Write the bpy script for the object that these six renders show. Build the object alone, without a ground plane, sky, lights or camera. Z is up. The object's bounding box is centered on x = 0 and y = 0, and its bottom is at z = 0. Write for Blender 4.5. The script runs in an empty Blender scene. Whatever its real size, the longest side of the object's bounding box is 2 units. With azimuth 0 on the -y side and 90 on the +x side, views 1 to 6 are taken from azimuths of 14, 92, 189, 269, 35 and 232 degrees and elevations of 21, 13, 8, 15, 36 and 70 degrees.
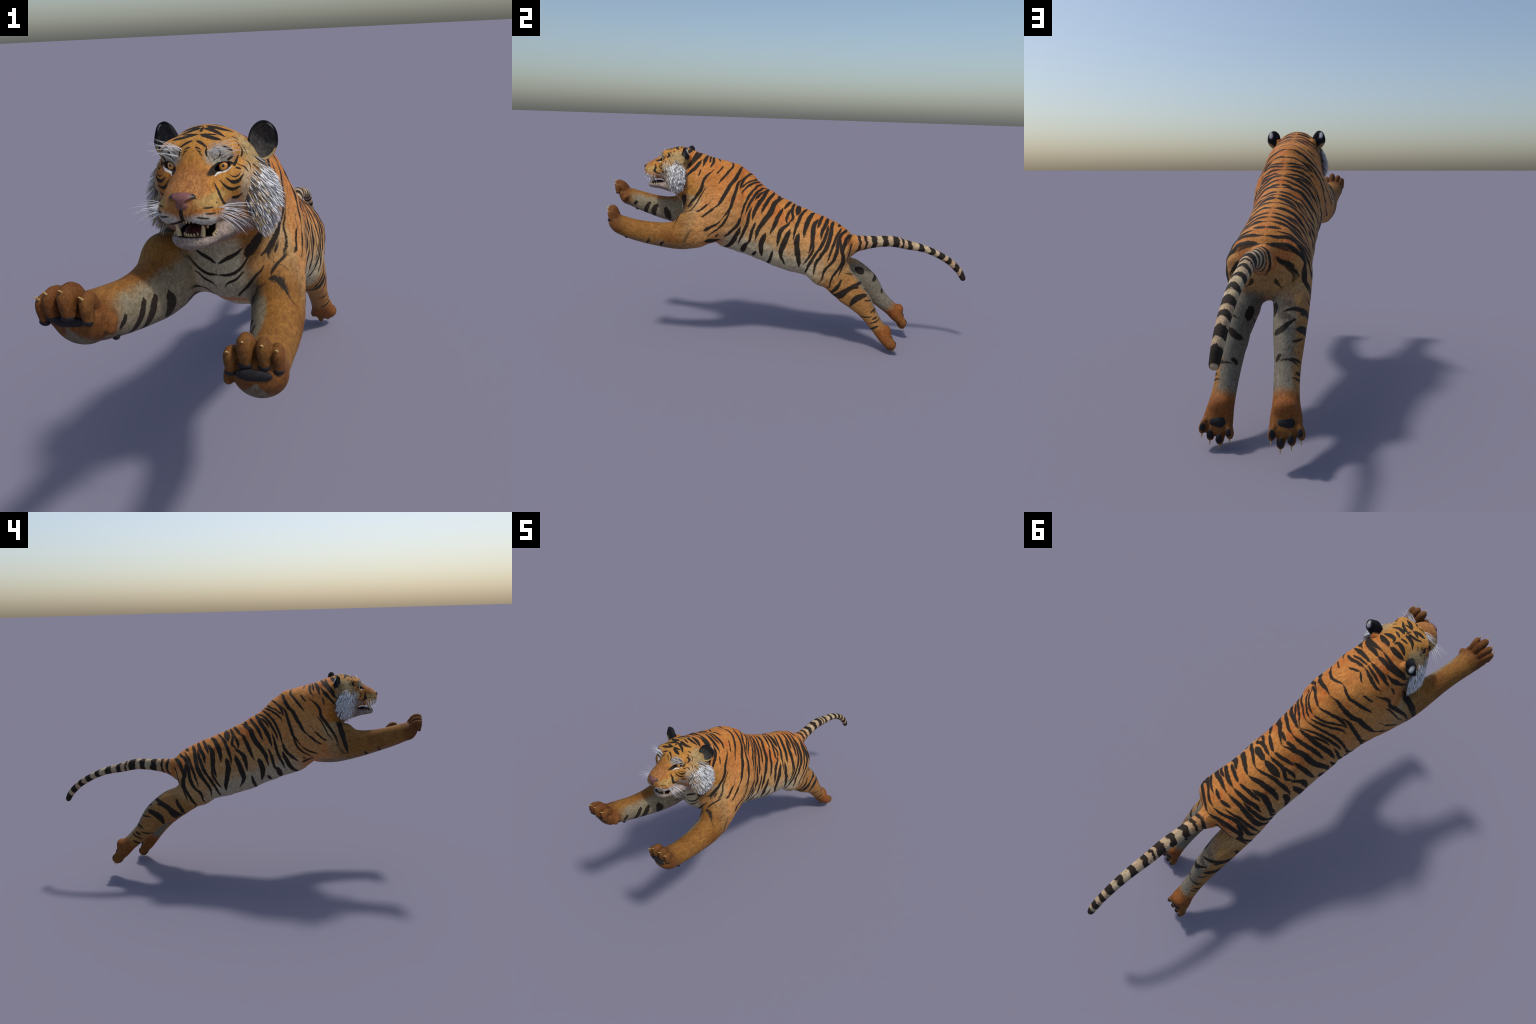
# ---------------------------------------------------------------- solid modelling kit
import bpy, math, random, time
import numpy as np
from mathutils import Vector, Matrix

T0 = time.time()
VOXEL = 0.0022
rng = np.random.default_rng(7)


def unit(v):
    v = np.asarray(v, float)
    return v / np.linalg.norm(v)


def spline(points, per=6):
    """Catmull-Rom through rows of numbers (position, radii ...)."""
    p = np.asarray(points, float)
    if len(p) == 2:
        return p
    p = np.vstack([2 * p[0] - p[1], p, 2 * p[-1] - p[-2]])
    out = []
    for i in range(1, len(p) - 2):
        for t in np.arange(per) / per:
            a, b, c, d = p[i - 1:i + 3]
            out.append(0.5 * (2 * b + (c - a) * t + (2 * a - 5 * b + 4 * c - d) * t * t + (3 * b - a - 3 * c + d) * t ** 3))
    out.append(p[-2])
    return np.array(out)


class Ellipsoid:
    def __init__(self, centre, radii, axis_x=None, axis_z=None):
        self.c, self.r = np.array(centre, float), np.array(radii, float)
        if axis_x is None:
            self.m = np.eye(3)
        else:
            ex = unit(axis_x)
            ez = unit(np.array(axis_z, float) - ex * np.dot(axis_z, ex))
            self.m = np.array([ex, np.cross(ez, ex), ez])
        reach = np.sqrt(((self.m * self.r[:, None]) ** 2).sum(0))
        self.lo, self.hi = self.c - reach, self.c + reach

    def __call__(self, x, y, z):
        x, y, z = x - self.c[0], y - self.c[1], z - self.c[2]
        m, r = self.m, self.r
        a = (m[0, 0] * x + m[0, 1] * y + m[0, 2] * z) / r[0]
        b = (m[1, 0] * x + m[1, 1] * y + m[1, 2] * z) / r[1]
        c = (m[2, 0] * x + m[2, 1] * y + m[2, 2] * z) / r[2]
        k0 = np.sqrt(a * a + b * b + c * c)
        k1 = np.sqrt((a / r[0]) ** 2 + (b / r[1]) ** 2 + (c / r[2]) ** 2)
        return k0 * (k0 - 1) / (k1 + 1e-6)


class Segment:
    """One piece of a limb: an elliptic cone between two stations."""
    def __init__(self, s0, s1, side):
        self.a, self.b = s0[:3], s1[:3]
        self.r0, self.r1 = s0[3:5], s1[3:5]
        d = self.b - self.a
        self.L = np.linalg.norm(d) + 1e-9
        self.t = d / self.L
        s = np.asarray(side, float)
        self.s = unit(s - self.t * np.dot(s, self.t))
        self.n = np.cross(self.t, self.s)
        m = max(*self.r0, *self.r1)
        self.lo, self.hi = np.minimum(self.a, self.b) - m, np.maximum(self.a, self.b) + m

    def __call__(self, x, y, z):
        x, y, z = x - self.a[0], y - self.a[1], z - self.a[2]
        h = x * self.t[0] + y * self.t[1] + z * self.t[2]
        u = np.clip(h / self.L, 0, 1)
        e = h - u * self.L
        ra = self.r0[0] + (self.r1[0] - self.r0[0]) * u
        rb = self.r0[1] + (self.r1[1] - self.r0[1]) * u
        rc = np.minimum(ra, rb)
        p = (x * self.s[0] + y * self.s[1] + z * self.s[2]) / ra
        q = (x * self.n[0] + y * self.n[1] + z * self.n[2]) / rb
        e = e / rc
        k0 = np.sqrt(p * p + q * q + e * e)
        k1 = np.sqrt((p / ra) ** 2 + (q / rb) ** 2 + (e / rc) ** 2)
        return k0 * (k0 - 1) / (k1 + 1e-6)


class Sweep:
    """A limb: stations (x, y, z, side radius, other radius) joined by a smooth spine."""
    def __init__(self, stations, side=(1, 0, 0), per=11):
        st = spline(stations, per)
        self.parts = [Segment(st[i], st[i + 1], side) for i in range(len(st) - 1)]
        self.lo = np.min([p.lo for p in self.parts], 0)
        self.hi = np.max([p.hi for p in self.parts], 0)

    def __call__(self, x, y, z):
        d = None
        for p in self.parts:
            v = p(x, y, z)
            d = v if d is None else np.minimum(d, v)
        return d


class Loft:
    """Body along y: stations (y, top, bottom, half width, roundness); widest at the height `belly`."""
    def __init__(self, stations, belly=0.5, ridge=0.0):
        self.belly, self.ridge = belly, ridge
        st = spline(stations, 6)
        self.y, self.top, self.bot, self.w, self.e = st.T
        self.lo = np.array([-self.w.max(), self.y[0], self.bot.min()])
        self.hi = np.array([self.w.max(), self.y[-1], self.top.max()])

    def __call__(self, x, y, z):
        yy = np.clip(y, self.y[0], self.y[-1])
        top, bot, w, e = (np.interp(yy, self.y, v) for v in (self.top, self.bot, self.w, self.e))
        c = bot + (top - bot) * self.belly
        h = np.where(z > c, top - c, c - bot)
        e = np.where(z > c, e - self.ridge, e)
        a, b = np.abs(x) / w, np.abs(z - c) / h
        k = (a ** e + b ** e + 1e-9) ** (1 / e)
        k1 = np.sqrt((a / w) ** 2 + (b / h) ** 2) / np.maximum(np.sqrt(a * a + b * b), 1e-6)
        d = (k - 1) / (k1 + 1e-6)
        out = y - yy
        return np.where(out == 0, d * 0.93, np.sqrt(np.maximum(d, 0) ** 2 + out ** 2))


def smin(a, b, k):
    if k <= 0:
        return np.minimum(a, b)
    h = np.maximum(k - np.abs(a - b), 0) / k
    return np.minimum(a, b) - h * h * k * 0.25


class Volume:
    """Sampled solid; shapes are blended in one by one, then skinned with quads."""
    def __init__(self, lo, hi, h):
        self.h, self.o = h, np.array(lo, float)
        self.n = np.ceil((np.array(hi) - self.o) / h).astype(int) + 1
        self.f = np.full(self.n, 0.06, np.float32)

    def window(self, s, pad):
        i0 = np.clip(np.floor((s.lo - pad - self.o) / self.h).astype(int), 0, self.n - 1)
        i1 = np.clip(np.ceil((s.hi + pad - self.o) / self.h).astype(int) + 1, 1, self.n)
        ax = [(self.o[k] + np.arange(i0[k], i1[k]) * self.h).astype(np.float32) for k in range(3)]
        sl = tuple(slice(i0[k], i1[k]) for k in range(3))
        return sl, ax[0][:, None, None], ax[1][None, :, None], ax[2][None, None, :]

    def sample(self, s, pad):
        sl, x, y, z = self.window(s, pad)
        if isinstance(s, Sweep):
            d = np.full(tuple(v.stop - v.start for v in sl), 0.06, np.float32)
            for p in s.parts:
                s2, x2, y2, z2 = self.window(p, pad)
                s3 = tuple(slice(b.start - a.start, b.stop - a.start) for a, b in zip(sl, s2))
                d[s3] = np.minimum(d[s3], p(x2, y2, z2))
            return sl, d
        return sl, np.broadcast_to(s(x, y, z), tuple(v.stop - v.start for v in sl)).astype(np.float32)

    def add(self, s, k=0.01):
        sl, d = self.sample(s, k + 3 * self.h)
        self.f[sl] = smin(self.f[sl], d, k)

    def cut(self, s, k=0.004):
        sl, d = self.sample(s, k + 3 * self.h)
        self.f[sl] = -smin(-self.f[sl], d, k)

    def skin(self):
        f, n = self.f, self.n
        inside = f < 0
        count = np.zeros(n - 1, np.int8)
        corners = [(i, j, k) for i in (0, 1) for j in (0, 1) for k in (0, 1)]
        for i, j, k in corners:
            count += inside[i:n[0] - 1 + i, j:n[1] - 1 + j, k:n[2] - 1 + k]
        cell = np.flatnonzero((count.ravel() > 0) & (count.ravel() < 8))
        m = n - 1
        ci, rest = np.divmod(cell, m[1] * m[2])
        cj, ck = np.divmod(rest, m[2])
        v = np.stack([f[ci + i, cj + j, ck + k] for i, j, k in corners], 1)
        acc, num = np.zeros((len(cell), 3)), np.zeros(len(cell))
        for a in range(8):
            for b in range(a + 1, 8):
                ca, cb = np.array(corners[a]), np.array(corners[b])
                if np.abs(ca - cb).sum() != 1:
                    continue
                hit = (v[:, a] < 0) != (v[:, b] < 0)
                t = np.where(hit, v[:, a] / np.where(hit, v[:, a] - v[:, b], 1), 0)
                acc += np.where(hit[:, None], ca + t[:, None] * (cb - ca), 0)
                num += hit
        verts = self.o + (np.stack([ci, cj, ck], 1) + acc / num[:, None]) * self.h
        quads = []
        stride = (int(m[1] * m[2]), int(m[2]), 1)
        for ax in range(3):
            s0 = [slice(1, n[k] - 1) for k in range(3)]
            s1 = list(s0)
            s0[ax], s1[ax] = slice(0, n[ax] - 1), slice(1, n[ax])
            A, B = inside[tuple(s0)], inside[tuple(s1)]
            e = np.flatnonzero((A != B).ravel())
            idx = list(np.unravel_index(e, A.shape))
            flip = B.ravel()[e]
            for k in range(3):
                if k != ax:
                    idx[k] = idx[k] + 1
            u, w = (ax + 1) % 3, (ax + 2) % 3
            base = idx[0] * stride[0] + idx[1] * stride[1] + idx[2]
            q = np.stack([base - stride[u] - stride[w], base - stride[w], base, base - stride[u]], 1)
            q[flip] = q[flip][:, ::-1]
            quads.append(np.searchsorted(cell, q))
        return verts, np.vstack(quads)


def relax(verts, quads, times, amount=0.5, weight=None):
    a = np.concatenate([quads[:, i] for i in range(4)] + [quads[:, (i + 1) % 4] for i in range(4)])
    b = np.concatenate([quads[:, (i + 1) % 4] for i in range(4)] + [quads[:, i] for i in range(4)])
    deg = np.bincount(a, minlength=len(verts))[:, None]
    for _ in range(times):
        mean = np.stack([np.bincount(a, verts[b, k], len(verts)) for k in range(3)], 1) / deg
        step = amount * (mean - verts)
        verts = verts + (step if weight is None else step * weight[:, None])
    return verts


def vertex_normals(verts, quads):
    d1, d2 = verts[quads[:, 2]] - verts[quads[:, 0]], verts[quads[:, 3]] - verts[quads[:, 1]]
    fn = np.cross(d1, d2)
    out = np.zeros_like(verts)
    for k in range(3):
        out[:, k] = sum(np.bincount(quads[:, i], fn[:, k], len(verts)) for i in range(4))
    return out / (np.linalg.norm(out, axis=1)[:, None] + 1e-12)


# ---------------------------------------------------------------- the animal's form
# stations of the trunk: y, top, bottom, half width, roundness
TRUNK = Loft([
    (-0.577, 0.775, 0.740, 0.012, 2.0), (-0.570, 0.810, 0.710, 0.042, 2.0), (-0.552, 0.865, 0.682, 0.072, 2.0), (-0.512, 0.93, 0.648, 0.106, 2.0),
    (-0.46, 0.972, 0.622, 0.136, 2.1), (-0.40, 0.992, 0.582, 0.150, 2.1), (-0.35, 0.998, 0.550, 0.155, 2.2), (-0.29, 0.998, 0.532, 0.154, 2.3),
    (-0.235, 0.974, 0.515, 0.149, 2.3), (-0.19, 0.944, 0.498, 0.147, 2.3), (-0.14, 0.895, 0.481, 0.146, 2.3), (-0.055, 0.842, 0.448, 0.145, 2.3),
    (0.03, 0.801, 0.424, 0.148, 2.3), (0.12, 0.763, 0.406, 0.147, 2.3), (0.20, 0.733, 0.408, 0.150, 2.3),
    (0.27, 0.702, 0.425, 0.153, 2.3), (0.312, 0.676, 0.455, 0.138, 2.3), (0.333, 0.658, 0.490, 0.112, 2.2), (0.346, 0.638, 0.525, 0.075, 2.0), (0.353, 0.61, 0.555, 0.03, 2.0)], belly=0.42, ridge=0.55)
NECK = Sweep([(0, -0.35, 0.835, 0.122, 0.172), (0, -0.43, 0.868, 0.136, 0.165), (0, -0.50, 0.914, 0.126, 0.140), (0, -0.57, 0.966, 0.104, 0.110)])
TAIL = Sweep([(0, 0.32, 0.575, 0.06, 0.075), (-0.002, 0.37, 0.586, 0.042, 0.05), (0.002, 0.42, 0.595, 0.031, 0.04), (0.001, 0.5, 0.605, 0.0285, 0.0315),
              (0, 0.58, 0.609, 0.027, 0.03), (-0.002, 0.66, 0.593, 0.025, 0.0255), (-0.002, 0.75, 0.576, 0.023, 0.0205),
              (-0.002, 0.83, 0.547, 0.021, 0.019), (-0.002, 0.905, 0.505, 0.019, 0.019), (-0.001, 0.957, 0.457, 0.0175, 0.0185), (0.002, 0.983, 0.416, 0.0145, 0.0155)])

FORE = {
    +1: dict(limb=Sweep([(0.072, -0.29, 0.785, 0.074, 0.130), (0.100, -0.40, 0.715, 0.076, 0.122), (0.120, -0.49, 0.655, 0.068, 0.098),
                         (0.133, -0.56, 0.628, 0.064, 0.078), (0.142, -0.64, 0.626, 0.058, 0.066), (0.151, -0.73, 0.637, 0.050, 0.059),
                         (0.158, -0.81, 0.654, 0.047, 0.054), (0.163, -0.868, 0.675, 0.050, 0.049), (0.164, -0.893, 0.689, 0.050, 0.040)]),
             more=[(Ellipsoid((0.130, -0.540, 0.692), (0.048, 0.046, 0.052)), 0.025), (Ellipsoid((0.160, -0.898, 0.703), (0.050, 0.020, 0.024)), 0.012),
                   (Ellipsoid((0.163, -0.885, 0.674), (0.046, 0.028, 0.038), (1, 0, 0), (0, -.45, .9)), 0.015)]),
    -1: dict(limb=Sweep([(-0.072, -0.3, 0.8, 0.074, 0.13), (-0.104, -0.42, 0.762, 0.076, 0.112), (-0.122, -0.52, 0.734, 0.068, 0.1),
                         (-0.132, -0.6, 0.72, 0.063, 0.084), (-0.138, -0.68, 0.724, 0.055, 0.068), (-0.143, -0.76, 0.739, 0.048, 0.059),
                         (-0.149, -0.83, 0.758, 0.046, 0.054), (-0.154, -0.89, 0.778, 0.049, 0.048), (-0.156, -0.925, 0.794, 0.051, 0.038)]),
             more=[(Ellipsoid((-0.132, -0.583, 0.782), (0.047, 0.046, 0.050)), 0.025), (Ellipsoid((-0.160, -0.940, 0.800), (0.051, 0.024, 0.022)), 0.012),
                   (Ellipsoid((-0.155, -0.925, 0.775), (0.046, 0.030, 0.036), (1, 0, 0), (0, -.4, .9)), 0.015)]),
}
HIND = {
    +1: dict(limb=Sweep([(0.066, 0.195, 0.535, 0.070, 0.122), (0.080, 0.276, 0.423, 0.064, 0.088), (0.092, 0.348, 0.350, 0.053, 0.080),
                         (0.095, 0.415, 0.285, 0.047, 0.062), (0.097, 0.462, 0.225, 0.042, 0.046), (0.101, 0.506, 0.165, 0.041, 0.038),
                         (0.105, 0.540, 0.122, 0.044, 0.038), (0.109, 0.566, 0.085, 0.050, 0.035), (0.110, 0.582, 0.060, 0.052, 0.026)]),
             more=[(Ellipsoid((0.103, 0.567, 0.128), (0.032, 0.024, 0.030)), 0.018), (Ellipsoid((0.090, 0.195, 0.470), (0.058, 0.080, 0.102)), 0.03)]),
    -1: dict(limb=Sweep([(-0.080, 0.190, 0.545, 0.074, 0.112), (-0.094, 0.275, 0.445, 0.068, 0.077), (-0.104, 0.374, 0.399, 0.061, 0.082),
                         (-0.110, 0.452, 0.351, 0.055, 0.073), (-0.114, 0.495, 0.312, 0.049, 0.062), (-0.116, 0.533, 0.266, 0.044, 0.050),
                         (-0.120, 0.580, 0.222, 0.042, 0.043), (-0.126, 0.627, 0.182, 0.043, 0.039), (-0.131, 0.661, 0.145, 0.050, 0.037), (-0.133, 0.683, 0.118, 0.052, 0.028)]),
             more=[(Ellipsoid((-0.129, 0.674, 0.181), (0.034, 0.024, 0.030)), 0.018), (Ellipsoid((-0.086, 0.205, 0.485), (0.060, 0.072, 0.095)), 0.03)]),
}
# toes: root, knuckle, tip, half width, depth ; claw tip
TOES = {"forelimb": {+1: [], -1: []}, "hindlimb": {+1: [], -1: []}}
for xr, xt, zt, yt, r in ((0.128, 0.117, 0.749, 0.000, 0.0125), (0.149, 0.146, 0.771, -0.002, 0.0160), (0.174, 0.179, 0.766, 0.000, 0.0140), (0.193, 0.203, 0.755, 0.006, 0.0125)):
    TOES["forelimb"][+1].append(([(xr, -0.885, 0.700), ((xr + xt) / 2, -0.906 + yt, zt - 0.020), (xt, -0.918 + yt, zt - 0.016), (xt, -0.914 + yt, zt - 0.045)], r, 1.25, (xt, -0.936 + yt, zt)))
for xr, xt, zt, yt, r in ((-0.128, -0.117, 0.859, 0.004, 0.0125), (-0.147, -0.148, 0.872, -0.002, 0.0160), (-0.170, -0.182, 0.865, 0.003, 0.0140), (-0.188, -0.203, 0.852, 0.008, 0.0125)):
    TOES["forelimb"][-1].append(([(xr, -0.918, 0.800), ((xr + xt) / 2, -0.945 + yt, zt - 0.024), (xt, -0.968 + yt, zt - 0.018), (xt, -0.966 + yt, zt - 0.048)], r, 1.30, (xt, -0.984 + yt, zt)))
for xr, xt, zt, r in ((0.138, 0.154, 0.033, 0.0125), (0.118, 0.127, 0.012, 0.0135), (0.095, 0.096, 0.000, 0.0140), (0.074, 0.062, 0.020, 0.0125)):
    TOES["hindlimb"][+1].append(([(xr, 0.572, 0.075), ((xr + xt) / 2, 0.588, zt + 0.045), (xt, 0.597, zt + 0.032), (xt, 0.601, zt + 0.024)], r, 1.7, (xt, 0.613, zt + 0.001)))
for xr, xt, zt, r in ((-0.104, -0.092, 0.075, 0.0125), (-0.124, -0.120, 0.052, 0.0140), (-0.147, -0.154, 0.064, 0.0135), (-0.168, -0.183, 0.083, 0.0125)):
    TOES["hindlimb"][-1].append(([(xr, 0.676, 0.135), ((xr + xt) / 2, 0.690, zt + 0.045), (xt, 0.698, zt + 0.032), (xt, 0.702, zt + 0.024)], r, 1.7, (xt, 0.713, zt + 0.001)))
DEWCLAW = {+1: Sweep([(0.128, -0.868, 0.690, .013, .013), (0.112, -0.895, 0.688, .0125, .0125), (0.109, -0.906, 0.676, .010, .010)]),
           -1: Sweep([(-0.118, -0.895, 0.788, .013, .013), (-0.103, -0.915, 0.786, .0125, .0125), (-0.100, -0.925, 0.772, .010, .010)])}


def toe_shape(toe):
    pts, r, deep, _ = toe
    return Sweep([(*p, r * k, r * k * deep) for p, k in zip(pts, (0.92, 1.02, 0.94, 0.82))], per=3)


class Mirrored:
    """The same shape on both sides of the head's middle plane."""
    def __init__(self, s):
        self.s = s
        self.lo, self.hi = s.lo.copy(), s.hi.copy()
        self.lo[0], self.hi[0] = -s.hi[0], s.hi[0]

    def __call__(self, x, y, z):
        return self.s(np.abs(x), y, z)


MUZZLE = Loft([(-0.776, 0.972, 0.940, 0.014, 2.2), (-0.772, 0.980, 0.930, 0.028, 2.2), (-0.763, 0.988, 0.918, 0.042, 2.2), (-0.745, 1.000, 0.909, 0.053, 2.2),
               (-0.722, 1.012, 0.905, 0.055, 2.2), (-0.690, 1.029, 0.900, 0.057, 2.1), (-0.660, 1.044, 0.895, 0.062, 2.1), (-0.60, 1.04, 0.89, 0.068, 2.1)], belly=0.40, ridge=0.15)
HEAD = [  # shape, blend
    (Ellipsoid((0, -0.590, 0.985), (0.104, 0.092, 0.094)), 0.02),                    # skull
    (Ellipsoid((0, -0.590, 0.968), (0.112, 0.090, 0.080)), 0.02),                    # face
    (Mirrored(Ellipsoid((0.078, -0.588, 0.928), (0.054, 0.060, 0.080))), 0.025),      # cheeks
    (Mirrored(Ellipsoid((0.044, -0.645, 1.040), (0.040, 0.028, 0.022))), 0.025),     # brows
    (Ellipsoid((0, -0.653, 1.035), (0.040, 0.036, 0.027)), 0.02),                    # forehead
    (MUZZLE, 0.022),
    (Mirrored(Ellipsoid((0.036, -0.716, 0.938), (0.030, 0.036, 0.026))), 0.016),
    (Mirrored(Ellipsoid((0.027, -0.738, 0.936), (0.031, 0.033, 0.024))), 0.014),     # whisker pads
    (Mirrored(Ellipsoid((0.062, -0.650, 0.982), (0.032, 0.021, 0.022))), 0.035),      # below the eye
    (Sweep([(0, -0.60, 0.868, 0.070, 0.040), (0, -0.68, 0.874, 0.053, 0.023), (0, -0.722, 0.876, 0.047, 0.019), (0, -0.741, 0.877, 0.037, 0.0175)]), 0.012),      # lower jaw
]


class MouthGap:
    """The open mouth: a wedge between the lip lines, open at the sides."""
    lo, hi = np.array([-0.09, -0.80, 0.86]), np.array([0.09, -0.685, 0.94])
    yy = np.array([-0.80, -0.765, -0.745, -0.72, -0.70, -0.690])

    def __call__(self, x, y, z):
        up = np.interp(y, self.yy, (0.926, 0.920, 0.912, 0.914, 0.908, 0.899))
        dn = np.interp(y, self.yy, (0.896, 0.894, 0.890, 0.884, 0.887, 0.897))
        up = up + 0.010 * np.clip(1 - np.abs(x) / 0.03, 0, 1)
        return np.maximum(np.maximum(z - up, dn - z), y + 0.689) + 0 * x


MOUTH = [(MouthGap(), 0.003), (Ellipsoid((0, -0.702, 0.902), (0.042, 0.045, 0.026)), 0.004), (Ellipsoid((0, -0.722, 0.893), (0.031, 0.026, 0.016)), 0.004)]
EYE_AT, EYE_R = np.array([0.0520, -0.6575, 1.0115]), 0.0155
SOCKET = Mirrored(Ellipsoid((0.0528, -0.672, 1.0104), (0.0165, 0.017, 0.0077), (0.93, 0.22, 0.22), (-0.2, 0, 1)))
NOSTRIL = Mirrored(Sweep([(0.012, -0.780, 0.966, 0.004, 0.004), (0.020, -0.770, 0.971, 0.0045, 0.004), (0.026, -0.762, 0.974, 0.002, 0.002)], per=3))

body = Volume((-0.25, -1.02, -0.006), (0.25, 1.02, 1.11), VOXEL)
groups = {"torso": [TRUNK], "neck": [NECK], "tail": [TAIL], "head": [s for s, _ in HEAD]}
body.add(TRUNK)
body.add(NECK, 0.03)
for s in (+1, -1):
    body.add(FORE[s]["limb"], 0.035)
    body.add(HIND[s]["limb"], 0.030)
    for shape, k in FORE[s]["more"] + HIND[s]["more"]:
        body.add(shape, k)
body.add(TAIL, 0.025)
for shape, k in HEAD:
    body.add(shape, k)
for shape, k in MOUTH:
    body.cut(shape, k)
body.cut(SOCKET, 0.004)
for kind in ("forelimb", "hindlimb"):
    for s in (+1, -1):
        for toe in TOES[kind][s]:
            body.add(toe_shape(toe), 0.003)
        if kind == "forelimb":
            body.add(DEWCLAW[s], 0.004)
print("volume", round(time.time() - T0, 1))
verts, quads = body.skin()
print("skin", len(verts), len(quads), round(time.time() - T0, 1))
fine = np.clip((-0.60 - verts[:, 1]) / 0.05, 0, 1) * (verts[:, 2] > 0.84) + (verts[:, 1] < -0.87) + (verts[:, 1] > 0.55) * (verts[:, 2] < 0.2)
verts = relax(verts, quads, 2, 0.4)
verts = relax(verts, quads, 14, 0.5, np.clip(1 - fine, 0, 1))


def ripple(p, waves, seed):
    """Soft uneven swelling of flesh: a sum of slanted waves."""
    r = np.random.default_rng(seed)
    out = np.zeros(len(p))
    for length in waves:
        for _ in range(5):
            k = unit(r.normal(size=3)) * math.tau / (length * r.uniform(0.8, 1.3))
            out += np.sin(p @ k + r.uniform(0, math.tau)) / 5
    return out


# muscle and skin relief on trunk and limbs; the folds behind the shoulder run down to the elbow
soft = np.clip(1 - fine, 0, 1) * np.clip((verts[:, 1] + 0.60) / 0.06, 0, 1) * np.clip((0.42 - verts[:, 1]) / 0.05, 0, 1)
lift = 0.0022 * ripple(verts, (0.11, 0.060), 5) + 0.0009 * ripple(verts, (0.028,), 6)
fold = verts[:, 1] + 0.235 + 0.30 * np.clip(0.90 - verts[:, 2], 0, 1) * -0.25
lift += -0.0045 * np.exp(-(fold / 0.014) ** 2) * np.clip((verts[:, 2] - 0.60) / 0.06, 0, 1) * np.clip(np.abs(verts[:, 0]) / 0.06, 0, 1)
verts = verts + vertex_normals(verts, quads) * (lift * soft)[:, None]


# ---------------------------------------------------------------- coat markings, as brush strokes in body coordinates
# each stroke: running direction, half width, then where its middle line passes
def stroke(run, width, *line):
    return run, width, line


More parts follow.
